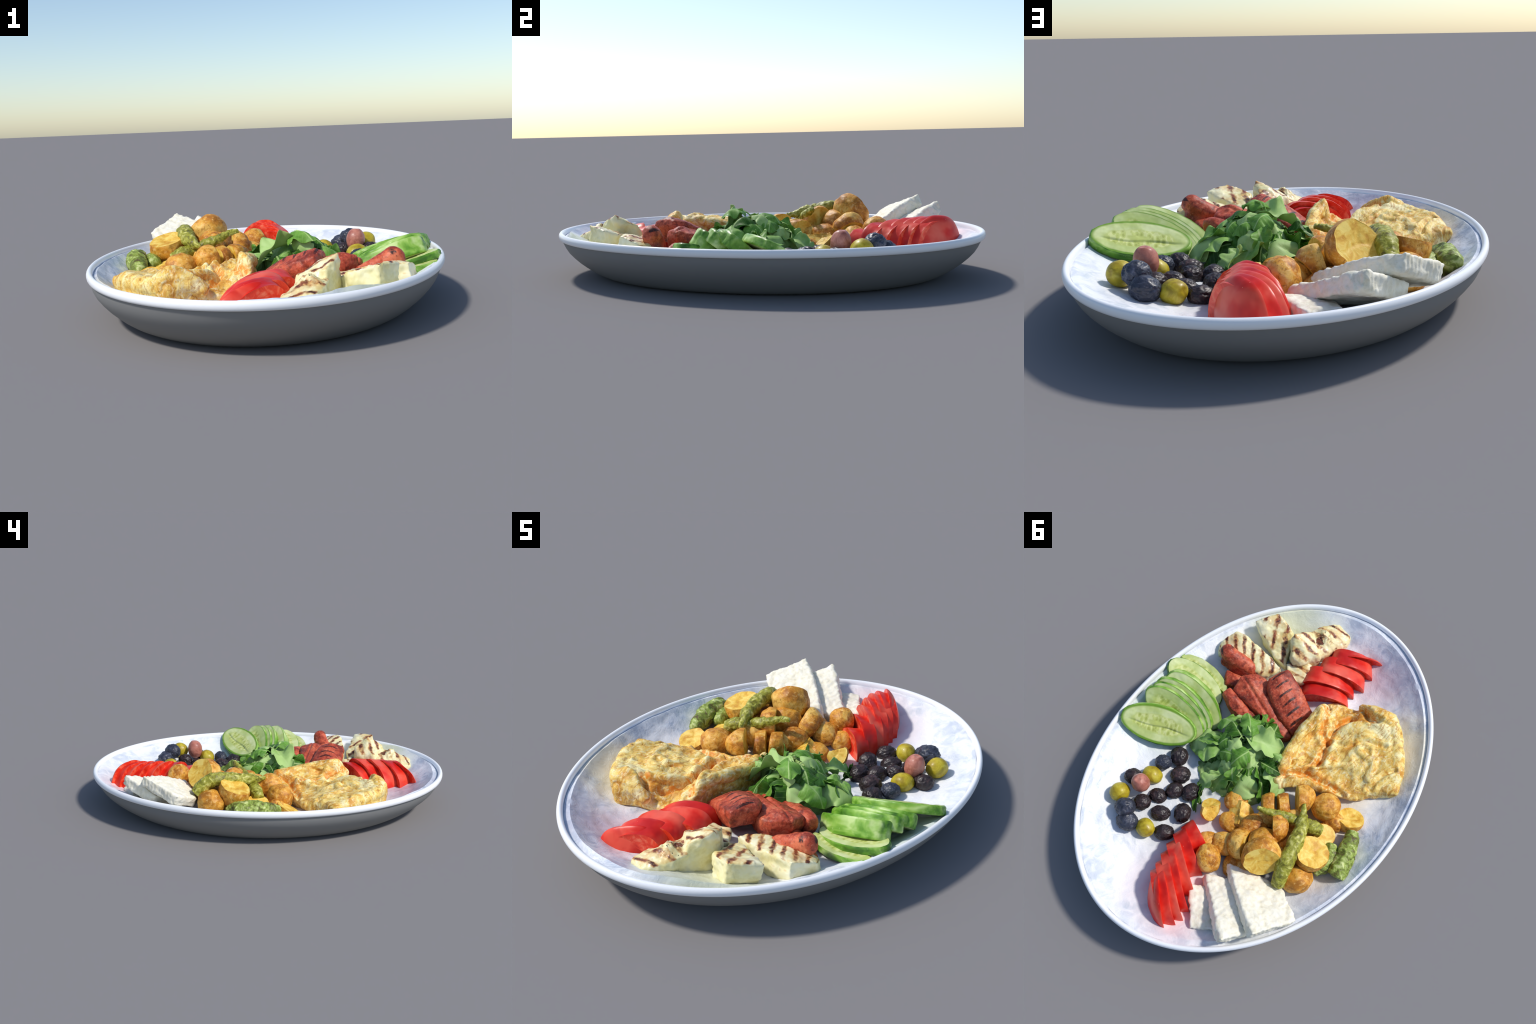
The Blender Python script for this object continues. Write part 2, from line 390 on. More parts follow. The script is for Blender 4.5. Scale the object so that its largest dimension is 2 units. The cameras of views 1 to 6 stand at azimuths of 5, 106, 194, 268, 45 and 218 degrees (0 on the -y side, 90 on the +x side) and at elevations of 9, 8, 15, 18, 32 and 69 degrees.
def sweep(ctrl, n=70, m=40, section=None):
    """ctrl rows: x, y, z, radius -> closed tube with rounded section"""
    C = spline(ctrl, n); P, r = C[:, :3], C[:, 3]
    Tn = np.gradient(P, axis=0); Tn /= np.linalg.norm(Tn, axis=1, keepdims=True)
    side = np.cross(Tn, [0, 0, 1.0]); side /= np.linalg.norm(side, axis=1, keepdims=True); upv = np.cross(side, Tn)
    a = np.linspace(0, 2 * np.pi, m, endpoint=False)
    V = (P[:, None] + r[:, None, None] * (np.cos(a)[None, :, None] * side[:, None] + np.sin(a)[None, :, None] * upv[:, None]))
    N = (np.cos(a)[None, :, None] * side[:, None] + np.sin(a)[None, :, None] * upv[:, None])
    V = V.reshape(-1, 3); N = N.reshape(-1, 3)
    F = [(i * m + j, i * m + (j + 1) % m, (i + 1) * m + (j + 1) % m, (i + 1) * m + j) for i in range(n - 1) for j in range(m)]
    V = np.concatenate([V, [P[0], P[-1]]]); N = np.concatenate([N, [-Tn[0], Tn[-1]]]); k = len(V)
    F += [(k - 2, (j + 1) % m, j) for j in range(m)] + [(k - 1, (n - 1) * m + j, (n - 1) * m + (j + 1) % m) for j in range(m)]
    return V, F, N

def mat_pepper(name, bright):
    m = Mat(name, rough=.45, spec=.4)
    a = m.noise(30, 4, .6, 1.0); b = m.noise(90, 4, .65)
    if bright: st = [(.33, srgb(92, 80, 40)), (.43, srgb(112, 124, 46)), (.54, srgb(146, 164, 70)), (.66, srgb(196, 204, 130))]
    else: st = [(.33, srgb(96, 88, 26)), (.43, srgb(132, 130, 38)), (.54, srgb(160, 158, 56)), (.66, srgb(206, 200, 118))]
    col = m.ramp(a, st)
    col = m.mix(m.math('MULTIPLY', m.mask(b, .62, .75), .6), col, srgb(206, 206, 140))
    col = m.mix(m.math('MULTIPLY', m.mask(b, .36, .24), .7), col, srgb(84, 62, 30))
    m.bump(a, .5, .008); m.bump(b, .3, .004)
    return m.out(col)

def build_peppers():
    olive, green = mat_pepper("fried_pepper_skin", False), mat_pepper("blistered_pepper_skin", True)
    specs = [(olive, [(-.436, .400, .196, .029), (-.422, .355, .240, .034), (-.405, .300, .266, .034), (-.386, .215, .262, .032), (-.360, .135, .250, .026), (-.326, .075, .238, .018), (-.298, .030, .234, .006)], 1),
             (olive, [(-.146, .192, .278, .006), (-.185, .180, .270, .013), (-.238, .150, .248, .017), (-.317, .112, .214, .024), (-.383, .086, .190, .031), (-.430, .072, .172, .028)], 2),
             (green, [(-.548, -.030, .140, .022), (-.566, .010, .148, .034), (-.588, .080, .162, .042), (-.606, .150, .168, .042), (-.612, .195, .160, .040)], 3),
             (green, [(-.505, .085, .150, .022), (-.530, .130, .156, .034), (-.540, .180, .152, .036), (-.520, .235, .132, .024)], 4)]
    for mt, ctrl, seed in specs:
        V, F, N = sweep(ctrl, 90, 44)
        w = ridged(V * np.array([1, 1, 1.0]), 34, seed, 2); f = fbm(V, 14, seed + 9, 2)
        V = V + N * (.0035 * w + .006 * f + .0016 * ridged(V, 85, seed + 4, 1))[:, None]
        V[:, 2] = np.maximum(V[:, 2], floor_z(V[:, 0], V[:, 1]) - .002)
        place("pepper", V, F, mt, "wrinkled fried green pepper, glossy and blistered", "fried pepper")

# ------------------------------------------------------------------ olives
def mat_olive(kind):
    m = Mat(kind + "_olive_skin", rough=.42, spec=.4, coat=.05)
    a = m.noise(26, 4, .6, .8); b = m.noise(90, 4, .65)
    if kind == "black":
        col = m.ramp(a, [(.3, srgb(26, 21, 22)), (.55, srgb(50, 39, 40)), (.75, srgb(80, 58, 56))])
        col = m.mix(m.math('MULTIPLY', m.mask(b, .6, .75), .4), col, srgb(118, 104, 110))
        m.bump(a, .5, .008)
    elif kind == "dusky":
        col = m.ramp(a, [(.3, srgb(28, 31, 40)), (.55, srgb(56, 60, 74)), (.75, srgb(92, 96, 112))])
        col = m.mix(m.math('MULTIPLY', m.mask(b, .6, .75), .4), col, srgb(136, 140, 152)); m.bump(a, .5, .008)
    elif kind == "pink":
        col = m.ramp(a, [(.3, srgb(140, 76, 66)), (.55, srgb(184, 116, 98)), (.75, srgb(206, 146, 128))])
        col = m.mix(m.math('MULTIPLY', m.mask(b, .6, .75), .3), col, srgb(226, 170, 150))
    else:
        col = m.ramp(a, [(.3, srgb(146, 122, 20)), (.55, srgb(184, 164, 38)), (.75, srgb(204, 190, 74))])
        col = m.mix(m.math('MULTIPLY', m.mask(b, .6, .75), .3), col, srgb(222, 212, 120))
    m.bump(b, .2, .003)
    return m.out(col)

def build_olives():
    mats = {k: mat_olive(k) for k in ("black", "dusky", "pink", "yellow")}
    O = [("yellow", (.437, .524, .170), .045, .05, (.3, .9)), ("yellow", (.385, .356, .138), .043, .052, (.8, .3)), ("yellow", (.234, .574, .134), .043, .05, (-.9, .3)),
         ("pink", (.384, .430, .190), .044, .056, (.2, .3)), ("dusky", (.360, .566, .186), .044, .048, (.5, .5)), ("dusky", (.318, .606, .150), .046, .052, (.9, .1)),
         ("black", (.331, .489, .140), .038, .042, (.4, .9)), ("black", (.448, .420, .148), .038, .044, (.9, .3)), ("black", (.297, .414, .124), .036, .043, (.9, .4)),
         ("black", (.233, .472, .118), .036, .048, (.8, .5)), ("black", (.254, .345, .126), .038, .045, (.3, .9)), ("black", (.190, .300, .118), .041, .048, (.1, .9)),
         ("black", (.150, .405, .120), .040, .048, (-.5, .8)), ("black", (.155, .532, .116), .038, .046, (.7, .6)), ("black", (.286, .266, .122), .043, .048, (.5, .8)),
         ("dusky", (.389, .272, .136), .036, .04, (.6, .5)), ("black", (.354, .197, .126), .041, .047, (.6, -.7))]
    for i, (kind, c, r, rl, d) in enumerate(O):
        S, F = icosphere(5 if kind != "yellow" else 4)
        X = unit((d[0], d[1], .25 if kind != "pink" else 3.0)); Y = unit(np.cross([0.1, .2, 1], X)); Z = np.cross(X, Y)
        V = (S * np.array([rl, r, r])) @ np.stack([X, Y, Z])
        off = np.array([i * 2.3, i * .7, i * 1.1]); rad = 1 + .05 * fbm(S + off, 1.2, 31, 2)
        if kind in ("black", "dusky"): rad += .075 * fbm(S + off, 2.4, 32, 2) + .040 * ridged(S * np.array([1, 1.9, 1.9]) + off, 2.6, 33, 2)
        tipd = np.maximum(0, (S[:, 0] - .93) / .07); rad -= .10 * tipd ** 1.5       # stem dimple
        V = V * rad[:, None]
        if kind in ('black', 'dusky'): V[:, 2] *= .92
        V = V + np.array(c) - np.array([0, 0, .004 if kind == 'black' else 0])
        V[:, 2] = np.maximum(V[:, 2], floor_z(V[:, 0], V[:, 1]) - .002)
        nm = {"black": "wrinkled glossy black olive", "dusky": "wrinkled blue-black olive with a dull bloom", "pink": "smooth pinkish brown olive", "yellow": "smooth yellow-green olive, glossy"}[kind]
        place("olive", V, F, mats[kind], nm, "olive")

# ------------------------------------------------------------------ cheese
def mat_feta():
    m = Mat("feta_curd", rough=.6, spec=.35, sss=.1, sss_col=(1, .95, .85))
    a = m.noise(35, 5, .65, .4); b = m.voronoi(55)
    col = m.ramp(a, [(.3, srgb(226, 217, 190)), (.5, srgb(242, 235, 214)), (.7, srgb(246, 241, 226))])  # tinted warmer to cancel the blue skylight on the shaded sides
    col = m.mix(m.mask(b, .1, .02), col, srgb(214, 200, 160))
    m.bump(a, .5, .006); return m.out(col)
def build_feta():
    mt = mat_feta()
    slabs = [  # top face corners (far/rim side first), thickness vector
        ([(-.508, .660, .323), (-.609, .482, .245), (-.448, .392, .178), (-.196, .460, .192), (-.34, .565, .264)], (.015, .022, -.052)),
        ([(-.412, .761, .294), (-.515, .60, .215), (-.36, .45, .155), (-.143, .567, .174), (-.27, .66, .232)], (.012, .022, -.052)),
        ([(-.250, .800, .176), (-.340, .737, .172), (-.27, .56, .140), (-.116, .651, .174), (-.19, .72, .172)], (.0, .0, -.045))]
    for i, (top, th) in enumerate(slabs):
        top = [np.array(p) for p in top]; th = np.array(th)
        pts = top[:4] + [p + th for p in top[:4]] + [np.array(top[4]) - th * .0]
        V, F, T = hull_body(pts, .0055, 3)
        N = vnormals(V, T)
        V = V + N * (.0050 * fbm(V, 10, 40 + i, 3) + .0030 * ridged(V, 24, 44 + i, 2) + .0014 * fbm(V, 60, 47 + i, 2))[:, None]
        # vertical knife drag lines on the steep sides
        steep = smoothstep(.7, .3, np.abs(N[:, 2])); V += N * (steep * .0010 * np.sin(V @ np.array([260, 190, 60.]) + 4 * perlin(V * 20, 3)))[:, None]
        V[:, 2] = np.maximum(V[:, 2], floor_z(V[:, 0], V[:, 1]) - .002)
        place("feta_slice", V, F, mt, "crumbly white feta slice with rough edges", "feta cheese")

def mat_halloumi(name, direction, spacing, phase, burn=None):
    m = Mat(name, rough=.45, spec=.45, coat=.1, sss=.1, sss_col=(1, .9, .6))
    a = m.noise(13, 4, .6, .3); b = m.noise(50, 4, .6, .5)
    col = m.ramp(a, [(.3, srgb(218, 204, 138)), (.48, srgb(238, 228, 174)), (.68, srgb(244, 238, 202))])
    p = m.vmath('DOT_PRODUCT', m.obj, (direction[0] / spacing, direction[1] / spacing, 0))
    p = m.math('ADD', p, m.math('MULTIPLY', m.math('SUBTRACT', m.noise(11, 3), .5), 1.1))
    saw = m.math('ABSOLUTE', m.math('SUBTRACT', m.math('FRACT', m.math('ADD', p, phase)), .5))      # 0 at the middle of each bar
    saw = m.math('ADD', saw, m.math('MULTIPLY', m.math('SUBTRACT', b, .5), .34))
    top = m.mask(m.math('ADD', m.normal_z(), m.math('MULTIPLY', m.math('SUBTRACT', a, .5), .5)), .45, .72)
    patch = m.mask(m.noise(11, 2, .5), .38, .5)
    halo = m.math('MULTIPLY', m.math('MULTIPLY', m.mask(saw, .30, .16), top), patch)
    bar = m.math('MULTIPLY', m.math('MULTIPLY', m.mask(saw, .23, .08), top), m.math('MULTIPLY', patch, m.mask(m.noise(26, 3, .6), .34, .52)))
    tan = m.math('MULTIPLY', m.mask(m.noise(15, 4, .65), .46, .62), top)
    col = m.mix(m.math('MULTIPLY', tan, .55), col, srgb(214, 172, 92))
    col = m.mix(m.math('MULTIPLY', halo, .7), col, srgb(206, 146, 72))
    col = m.mix(bar, col, m.mix(m.mask(b, .35, .65), srgb(72, 36, 26), srgb(150, 80, 46)))
    if burn:
        bd = m.math('ADD', m.near(burn, .010, .056, None, False), m.math('MULTIPLY', m.math('SUBTRACT', b, .5), 1.0))
        col = m.mix(m.mask(bd, .45, .62), col, m.mix(m.mask(b, .4, .6), srgb(48, 26, 22), srgb(128, 72, 46)))
    speck = m.math('MULTIPLY', m.mask(m.voronoi(38), .12, .06), m.mask(m.noise(8, 1), .55, .62))
    col = m.mix(speck, col, srgb(58, 52, 44))
    m.bump(a, .2, .01); m.bump(bar, -.4, .004); m.bump(b, .15, .003)
    return m.out(col)

def build_halloumi():
    pieces = [
        ([(.550, -.487, .236), (.582, -.385, .200), (.560, -.345, .180), (.468, -.485, .214), (.361, -.488, .198), (.252, -.474, .180), (.279, -.400, .165), (.40, -.36, .19)],
         [(.555, -.50), (.590, -.38), (.555, -.335), (.46, -.50), (.26, -.48), (.28, -.40), (.40, -.35)], mat_halloumi("grilled_cheese_striped", (.80, .60), .046, .1), .9),
        ([(.508, -.571, .244), (.432, -.683, .262), (.318, -.655, .226), (.300, -.590, .195), (.245, -.505, .160), (.322, -.498, .190), (.396, -.530, .214)],
         [(.485, -.59), (.425, -.685), (.335, -.665), (.30, -.59), (.245, -.505), (.325, -.50), (.40, -.53)], mat_halloumi("grilled_cheese_banded", (.86, .50), .055, .3), 1.0),
        ([(.297, -.590, .252), (.288, -.622, .288), (.244, -.706, .250), (.195, -.668, .240), (.139, -.635, .215), (.192, -.545, .205), (.236, -.532, .236), (.225, -.60, .268)],
         [(.305, -.60), (.262, -.725), (.20, -.70), (.14, -.64), (.19, -.54), (.235, -.525)], mat_halloumi("grilled_cheese_charred", (.12, -.99), .05, .55, (-.012, -.035, .082)), .8),
        ([(.26, -.515, .175), (.175, -.605, .180), (.125, -.575, .175), (.120, -.475, .170), (.2, -.45, .17)],
         [(.24, -.505), (.17, -.605), (.13, -.57), (.14, -.48), (.2, -.46)], mat_halloumi("grilled_cheese_end", (.12, -.99), .05, .2), .5)]
    for i, (top, base, mt, _) in enumerate(pieces):
        pts = [np.array(p) for p in top] + [np.array((x, y, fz(x, y) - .004)) for x, y in base]
        if i == 2:      # the same block runs on in a low, burnt tail
            tail = [(.262, -.715, .218), (.244, -.770, .203), (.188, -.866, .180), (.105, -.842, .166), (.09, -.806, .163), (.120, -.705, .172), (.148, -.630, .183), (.177, -.752, .216), (.155, -.80, .198)]
            foot = [(.262, -.72), (.245, -.78), (.188, -.868), (.10, -.845), (.085, -.80), (.12, -.70), (.15, -.63)]
            V, F = join_arrays([hull(pts), hull([np.array(p) for p in tail] + [np.array((x, y, fz(x, y) - .004)) for x, y in foot])])
            V, F = voxel_remesh(V, F, .0055); T = tris(F); V = relax(V, T, 5, .5); N = vnormals(V, T)
        else:
            V, F, T = hull_body(pts, .0055, 5); N = vnormals(V, T)
        V = V + N * (.010 * fbm(V, 9, 60 + i, 2) + .0045 * fbm(V, 24, 64 + i, 3) + .0015 * ridged(V, 50, 67, 2))[:, None]
        if i == 2:   # slumped saddle with a burnt, curled crust in the middle of the top
            d = np.linalg.norm((V - np.array([.180, -.740, .22])) * np.array([1, 1, .6]), axis=1)
            V[:, 2] += np.where(N[:, 2] > .2, .010 * np.exp(-(d / .045) ** 2) * (1 + 1.2 * ridged(V, 55, 9, 2)), 0)
        V[:, 2] = np.maximum(V[:, 2], floor_z(V[:, 0], V[:, 1]) - .003)
        place("grilled_cheese", V, F, mt, "pale grilled cheese block with dark grill stripes", "grilled cheese")

# ------------------------------------------------------------------ sausage
def mat_sausage(name, bars=None):
    m = Mat(name, rough=.48, spec=.35)
    a = m.noise(14, 4, .6, .4); b = m.noise(95, 4, .7); c = m.noise(34, 3, .6)
    col = m.ramp(a, [(.33, srgb(112, 42, 28)), (.46, srgb(172, 68, 44)), (.55, srgb(198, 88, 58)), (.68, srgb(216, 118, 82))])  # dark stops paint in the shaded parts, pale ones the lit parts
    col = m.mix(m.math('MULTIPLY', m.mask(b, .54, .68), .6), col, srgb(216, 134, 102))
    col = m.mix(m.math('MULTIPLY', m.mask(b, .46, .34), .6), col, srgb(96, 34, 24))
    col = m.mix(m.math('MULTIPLY', m.mask(c, .46, .34), .55), col, srgb(92, 32, 24))
    if bars:
        d, sp, ph, q, lo, hi = bars
        p = m.vmath('DOT_PRODUCT', m.obj, (d[0] / sp, d[1] / sp, 0))
        saw = m.math('ABSOLUTE', m.math('SUBTRACT', m.math('FRACT', m.math('ADD', p, ph)), .5))
        saw = m.math('ADD', saw, m.math('MULTIPLY', m.math('SUBTRACT', c, .5), .16))
        w = m.vmath('DOT_PRODUCT', m.obj, (q[0], q[1], 0)); lim = m.math('MULTIPLY', m.mask(w, lo - .01, lo + .01), m.mask(w, hi + .01, hi - .01))
        bar = m.math('MULTIPLY', m.math('MULTIPLY', m.mask(saw, .15, .08), lim), m.mask(m.normal_z(), .3, .5))
        bar = m.math('MULTIPLY', bar, m.mask(b, .3, .5))
        col = m.mix(bar, col, srgb(56, 28, 24)); m.bump(bar, -.5, .004)
    m.bump(b, .35, .004); m.bump(c, .2, .006)
    return m.out(col)

def build_sausages():
    plain = mat_sausage("fried_sausage")
    ax = unit((-.243, .125, 0)); wd = unit((-.46, -.89, 0))
    barred = mat_sausage("grill_marked_sausage", ((ax[0] + .25 * wd[0], ax[1] + .25 * wd[1]), .045, .2, (wd[0], wd[1]), -.045, .035))
    def slab(top, ridge, drop, inset=.012):
        top = [np.array(p) for p in top]; c = np.mean(top, axis=0); pts = list(top) + [np.array(p) for p in ridge]
        for p in top:
            q = p + (c - p) * inset / max(np.linalg.norm(c - p), 1e-6); b = q - np.array([0, 0, drop]); b[2] = max(b[2], fz(q[0], q[1]) - .003)
            pts.append(b)
            o = p - (c - p) * .008 / max(np.linalg.norm(c - p), 1e-6); o[2] = max(p[2] - drop * .35, fz(p[0], p[1])); pts.append(o)
        return pts
    B = [(slab([(.245, -.362, .262), (.200, -.466, .256), (.100, -.434, .226), (-.029, -.388, .160), (-.022, -.300, .154), (-.012, -.232, .152), (.104, -.256, .203), (.214, -.322, .256)],
               [(.205, -.39, .282), (.10, -.345, .242), (.02, -.31, .186)], .085), barred, 6),
         (slab([(.357, -.222, .214), (.366, -.297, .232), (.312, -.364, .222), (.253, -.368, .214), (.146, -.298, .194), (-.010, -.228, .142), (.010, -.190, .148), (.150, -.200, .190)],
               [(.31, -.30, .242), (.18, -.26, .212)], .09), plain, 5),
         (slab([(.389, -.177, .202), (.380, -.222, .204), (.231, -.220, .170), (.03, -.19, .13), (.035, -.15, .13), (.20, -.135, .168), (.31, -.138, .192)],
               [(.345, -.185, .215), (.2, -.175, .182)], .09), plain, 5)]
    B.append((slab([(.470, -.300, .176), (.375, -.318, .172), (.335, -.262, .170), (.425, -.235, .168)], [(.40, -.28, .186)], .08), plain, 6))      # end tucked in between the pieces
    for i, (pts, mt, sm) in enumerate(B):
        V, F, T = hull_body(pts, .0055, sm); N = vnormals(V, T)
        V = V + N * (.006 * fbm(V, 9, 80 + i, 2) + .0022 * fbm(V, 40, 84 + i, 3))[:, None]
        if i == 1:   # a knife slit along the top
            d = np.abs((V - np.array([.2, -.245, 0])) @ unit((.32, .94, 0))); V[:, 2] -= np.where(N[:, 2] > .4, .008 * np.exp(-(d / .006) ** 2), 0)
        place("sausage_piece", V, F, mt, "reddish brown fried sausage half, rough and shiny", "sausage")
    V, F, N = sweep([(.524, -.358, .200, .016), (.520, -.358, .214, .029), (.503, -.356, .229, .038), (.468, -.360, .208, .039), (.42, -.371, .186, .040), (.375, -.381, .164, .039), (.345, -.388, .150, .030)], 80, 48)
    flank = [(.530, -.360, .205), (.532, -.350, .160), (.522, -.310, .150), (.50, -.338, .225), (.43, -.340, .185), (.41, -.310, .125), (.36, -.35, .155), (.36, -.33, .125), (.40, -.40, .13), (.52, -.39, .16)]
    V, F = voxel_remesh(*join_arrays([(V, F), hull(flank)]), .0055); T = tris(F); V = relax(V, T, 5, .5); N = vnormals(V, T)
    V = V + N * (.005 * fbm(V, 9, 91, 2) + .002 * fbm(V, 40, 92, 3))[:, None]
    V[:, 2] = np.maximum(V[:, 2], floor_z(V[:, 0], V[:, 1]) - .003)
    place("sausage_piece", V, F, mat_sausage("charred_sausage", ((.6, .8), .06, .3, (.9, -.3), .04, .12)), "short round sausage end with dark char marks", "sausage")

# ------------------------------------------------------------------ tomatoes
def mat_tomato_skin():
    m = Mat("tomato_skin", rough=.38, spec=.35, sss=.08, sss_col=(1, .2, .1))
    a = m.noise(10, 3, .5, .3); b = m.noise(45, 3)
    col = m.ramp(a, [(.33, srgb(196, 22, 14)), (.5, srgb(222, 44, 28)), (.66, srgb(234, 84, 62))])
    w = m.noise(5, 3, .5, .4); col = m.mix(m.math('MULTIPLY', m.mask(w, .5, .68), .5), col, srgb(238, 120, 96)); col = m.mix(m.math('MULTIPLY', m.mask(w, .46, .34), .5), col, srgb(176, 20, 14))
    col = m.mix(m.mask(m.voronoi(34), .07, .03), col, srgb(236, 140, 110))
    m.bump(b, .08, .004); return m.out(col)
def mat_tomato_flesh():
    m = Mat("tomato_flesh", rough=.38, spec=.35, sss=.15, sss_col=(1, .25, .12))
    a = m.noise(24, 4, .6, .8)
    col = m.ramp(a, [(.33, srgb(206, 36, 18)), (.5, srgb(232, 66, 40)), (.66, srgb(240, 122, 90))])
    m.bump(a, .3, .006); return m.out(col)

def tomato_slice(A, B, z_top, depth, skin, flesh, seed, dome=False, lean=0.0, back=.86, skew=0.0):
    """A slice standing on its cut: A and B are the foot points of its wide edge, depth is how far the skin runs back from it."""
    A, B = np.array(A, float), np.array(B, float); c = (A + B) / 2; W = (A - B); a = np.linalg.norm(W) / 2; W = W / (2 * a)
    Fd = np.array([-W[1], W[0]]) * np.sign(depth); depth = abs(depth)
    n, m = 26, 60
    tau = np.linspace(0, 1, n); ph = np.linspace(0, np.pi, m)
    zb = min(fz(*A), fz(*B), fz(*c)) - .004; h = z_top - zb
    V = []
    for t in tau:                       # t = 0 wide edge, 1 = back
        if dome: s = max(0.0, 1 - (t * .985) ** 1.7) ** .68
        else: s = (back + (1 - back) * (1 - t) ** 1.3) * (1 - .02 * (1 - t) ** 12)
        e = 2 / 2.45
        cw, sh = np.sign(np.cos(ph)) * np.abs(np.cos(ph)) ** e, np.abs(np.sin(ph)) ** e
        hs = s
        xy = c[None] + W[None] * (a * s * cw)[:, None] + Fd[None] * (depth * t + lean * sh[:, None] * (1 - t) * 1.0)
        V.append(np.concatenate([xy, (zb + h * hs * sh * (1 + skew * cw) / (1 + .5 * skew * skew))[:, None]], 1))
    V = np.array(V).reshape(-1, 3)
    F = [(i * m + j, i * m + j + 1, (i + 1) * m + j + 1, (i + 1) * m + j) for i in range(n - 1) for j in range(m - 1)]
    nrm = V - np.array([c[0] + Fd[0] * depth * .5, c[1] + Fd[1] * depth * .5, zb]); nrm /= np.linalg.norm(nrm, axis=1, keepdims=True)
    V = V + nrm * (.004 * fbm(V, 9, seed, 2) + .0012 * fbm(V, 30, seed + 3, 2))[:, None]
    # wide face: fans in to the middle, a little hollow
    k = 14; rim0 = V[:m]; cen = np.array([c[0] + lean * .4 * Fd[0], c[1] + lean * .4 * Fd[1], zb + h * .38])
    base = len(V); rings = []
    for q in range(1, k):
        f = q / k; R = rim0 + (cen - rim0) * f; R = R + np.array([Fd[0], Fd[1], 0]) * (.010 * smoothstep(0, .5, f) + .002 * fbm(R, 30, seed + 5, 2)[:, None] * np.sin(np.pi * f))
        rings.append(R)
    V = np.concatenate([V] + rings + [[cen + np.array([Fd[0], Fd[1], 0]) * .01]])
    G = []
    idx = [list(range(m))] + [list(range(base + q * m, base + (q + 1) * m)) for q in range(k - 1)]
    for q in range(k - 1):
        for j in range(m - 1): G.append((idx[q][j], idx[q + 1][j], idx[q + 1][j + 1], idx[q][j + 1]))
    last = len(V) - 1
    for j in range(m - 1): G.append((idx[-1][j], last, idx[-1][j + 1]))
    G += [(idx[q][0], idx[q][-1], idx[q + 1][-1], idx[q + 1][0]) for q in range(k - 1)] + [(idx[-1][0], idx[-1][-1], last)]
    if not dome:
        b0 = (n - 1) * m; V = np.concatenate([V, [[c[0] + Fd[0] * depth, c[1] + Fd[1] * depth, zb + h * .35]]]); l2 = len(V) - 1
        G += [(b0 + j + 1, l2, b0 + j) for j in range(m - 1)]
    F += [(i * m + m - 1, i * m, (i + 1) * m, (i + 1) * m + m - 1) for i in range(n - 1)]     # cut underside
    ob, o = place("tomato_slice", V, F, skin, "shiny red tomato slice resting on its cut", "tomato")
    place("cut_face", V, G, flesh, origin=o, parent=ob)

def build_tomatoes():
    sk, fl = mat_tomato_skin(), mat_tomato_flesh()
    S2 = [((.046, .679), (-.168, .880), .258), ((.050, .645), (-.198, .836), .258), ((.062, .598), (-.206, .796), .256), ((.074, .552), (-.196, .746), .252), ((.086, .502), (-.168, .670), .245), ((.094, .450), (-.130, .576), .234), ((.096, .398), (-.080, .470), .206)]
    for i, (A, B, z) in enumerate(S2):
        d = .074 if i == 0 else .066
        tomato_slice(A, B, z, d, sk, fl, 100 + i, dome=(i == 0), back=.88)
    S1 = [((.064, -.700), (-.128, -.836), .214), ((.092, -.634), (-.128, -.745), .220), ((.115, -.566), (-.137, -.664), .224), ((.136, -.475), (-.120, -.602), .222), ((.100, -.415), (-.130, -.542), .208)]
    for i, (A, B, z) in enumerate(S1):
        d = .045 if i == 0 else .095
        tomato_slice(A, B, z, -d, sk, fl, 120 + i, dome=(i == 0), back=.88, skew=.24)

# ------------------------------------------------------------------ cucumber
CU_A, CU_B = .190, .088
def mat_cucumber_flesh():
    m = Mat("cucumber_flesh", rough=.4, spec=.35, sss=.15, sss_col=(.8, 1, .5))
    x, y, z = m.sep(m.obj)
    u, v = m.math('DIVIDE', x, CU_A), m.math('DIVIDE', y, CU_B)
    r = m.math('SQRT', m.math('ADD', m.math('MULTIPLY', u, u), m.math('MULTIPLY', v, v)))
    us, vs = m.math('DIVIDE', u, .74), m.math('DIVIDE', v, .56)
    core = m.math('SQRT', m.math('ADD', m.math('MULTIPLY', us, us), m.math('MULTIPLY', vs, vs)))
    n1 = m.noise(30, 3, .6); n2 = m.noise(12, 3)
    col = m.mix(m.mask(n2, .35, .7), srgb(184, 198, 118), srgb(214, 222, 162))
    core2 = m.math('ADD', core, m.math('MULTIPLY', m.math('SUBTRACT', n1, .5), .5))
    col = m.mix(m.math('MULTIPLY', m.mask(core2, 1.05, .8), .65), col, srgb(190, 198, 100))
    seeds = m.voronoi(1.0, vec=m.comb(m.math('MULTIPLY', x, 62.0), m.math('MULTIPLY', y, 30.0), m.math('ADD', z, m.math('MULTIPLY', m.rand, 9.0))))
    ring = m.math('MULTIPLY', m.mask(core2, .95, .8), m.mask(core2, .22, .4))
    col = m.mix(m.math('MULTIPLY', m.math('MULTIPLY', m.mask(seeds, .42, .22), ring), .55), col, srgb(142, 152, 58))
    col = m.mix(m.math('MULTIPLY', m.math('MULTIPLY', m.mask(seeds, .5, .64), ring), .6), col, srgb(222, 226, 160))
    col = m.mix(m.mask(r, .88, .97), col, srgb(112, 152, 44))
    m.bump(seeds, .1, .004); return m.out(col)
def mat_cucumber_skin():
    m = Mat("cucumber_skin", rough=.4, spec=.4)
    a = m.noise(14, 3, .55, .3, stretch=(.45, 1.3, 1)); b = m.noise(48, 3, .6)
    col = m.ramp(a, [(.33, srgb(56, 100, 22)), (.45, srgb(98, 148, 40)), (.55, srgb(140, 180, 76)), (.66, srgb(190, 212, 136))])
    col = m.mix(m.math('MULTIPLY', m.mask(b, .6, .75), .35), col, srgb(180, 206, 130))
    m.bump(a, .3, .008); m.bump(b, .2, .004); return m.out(col)

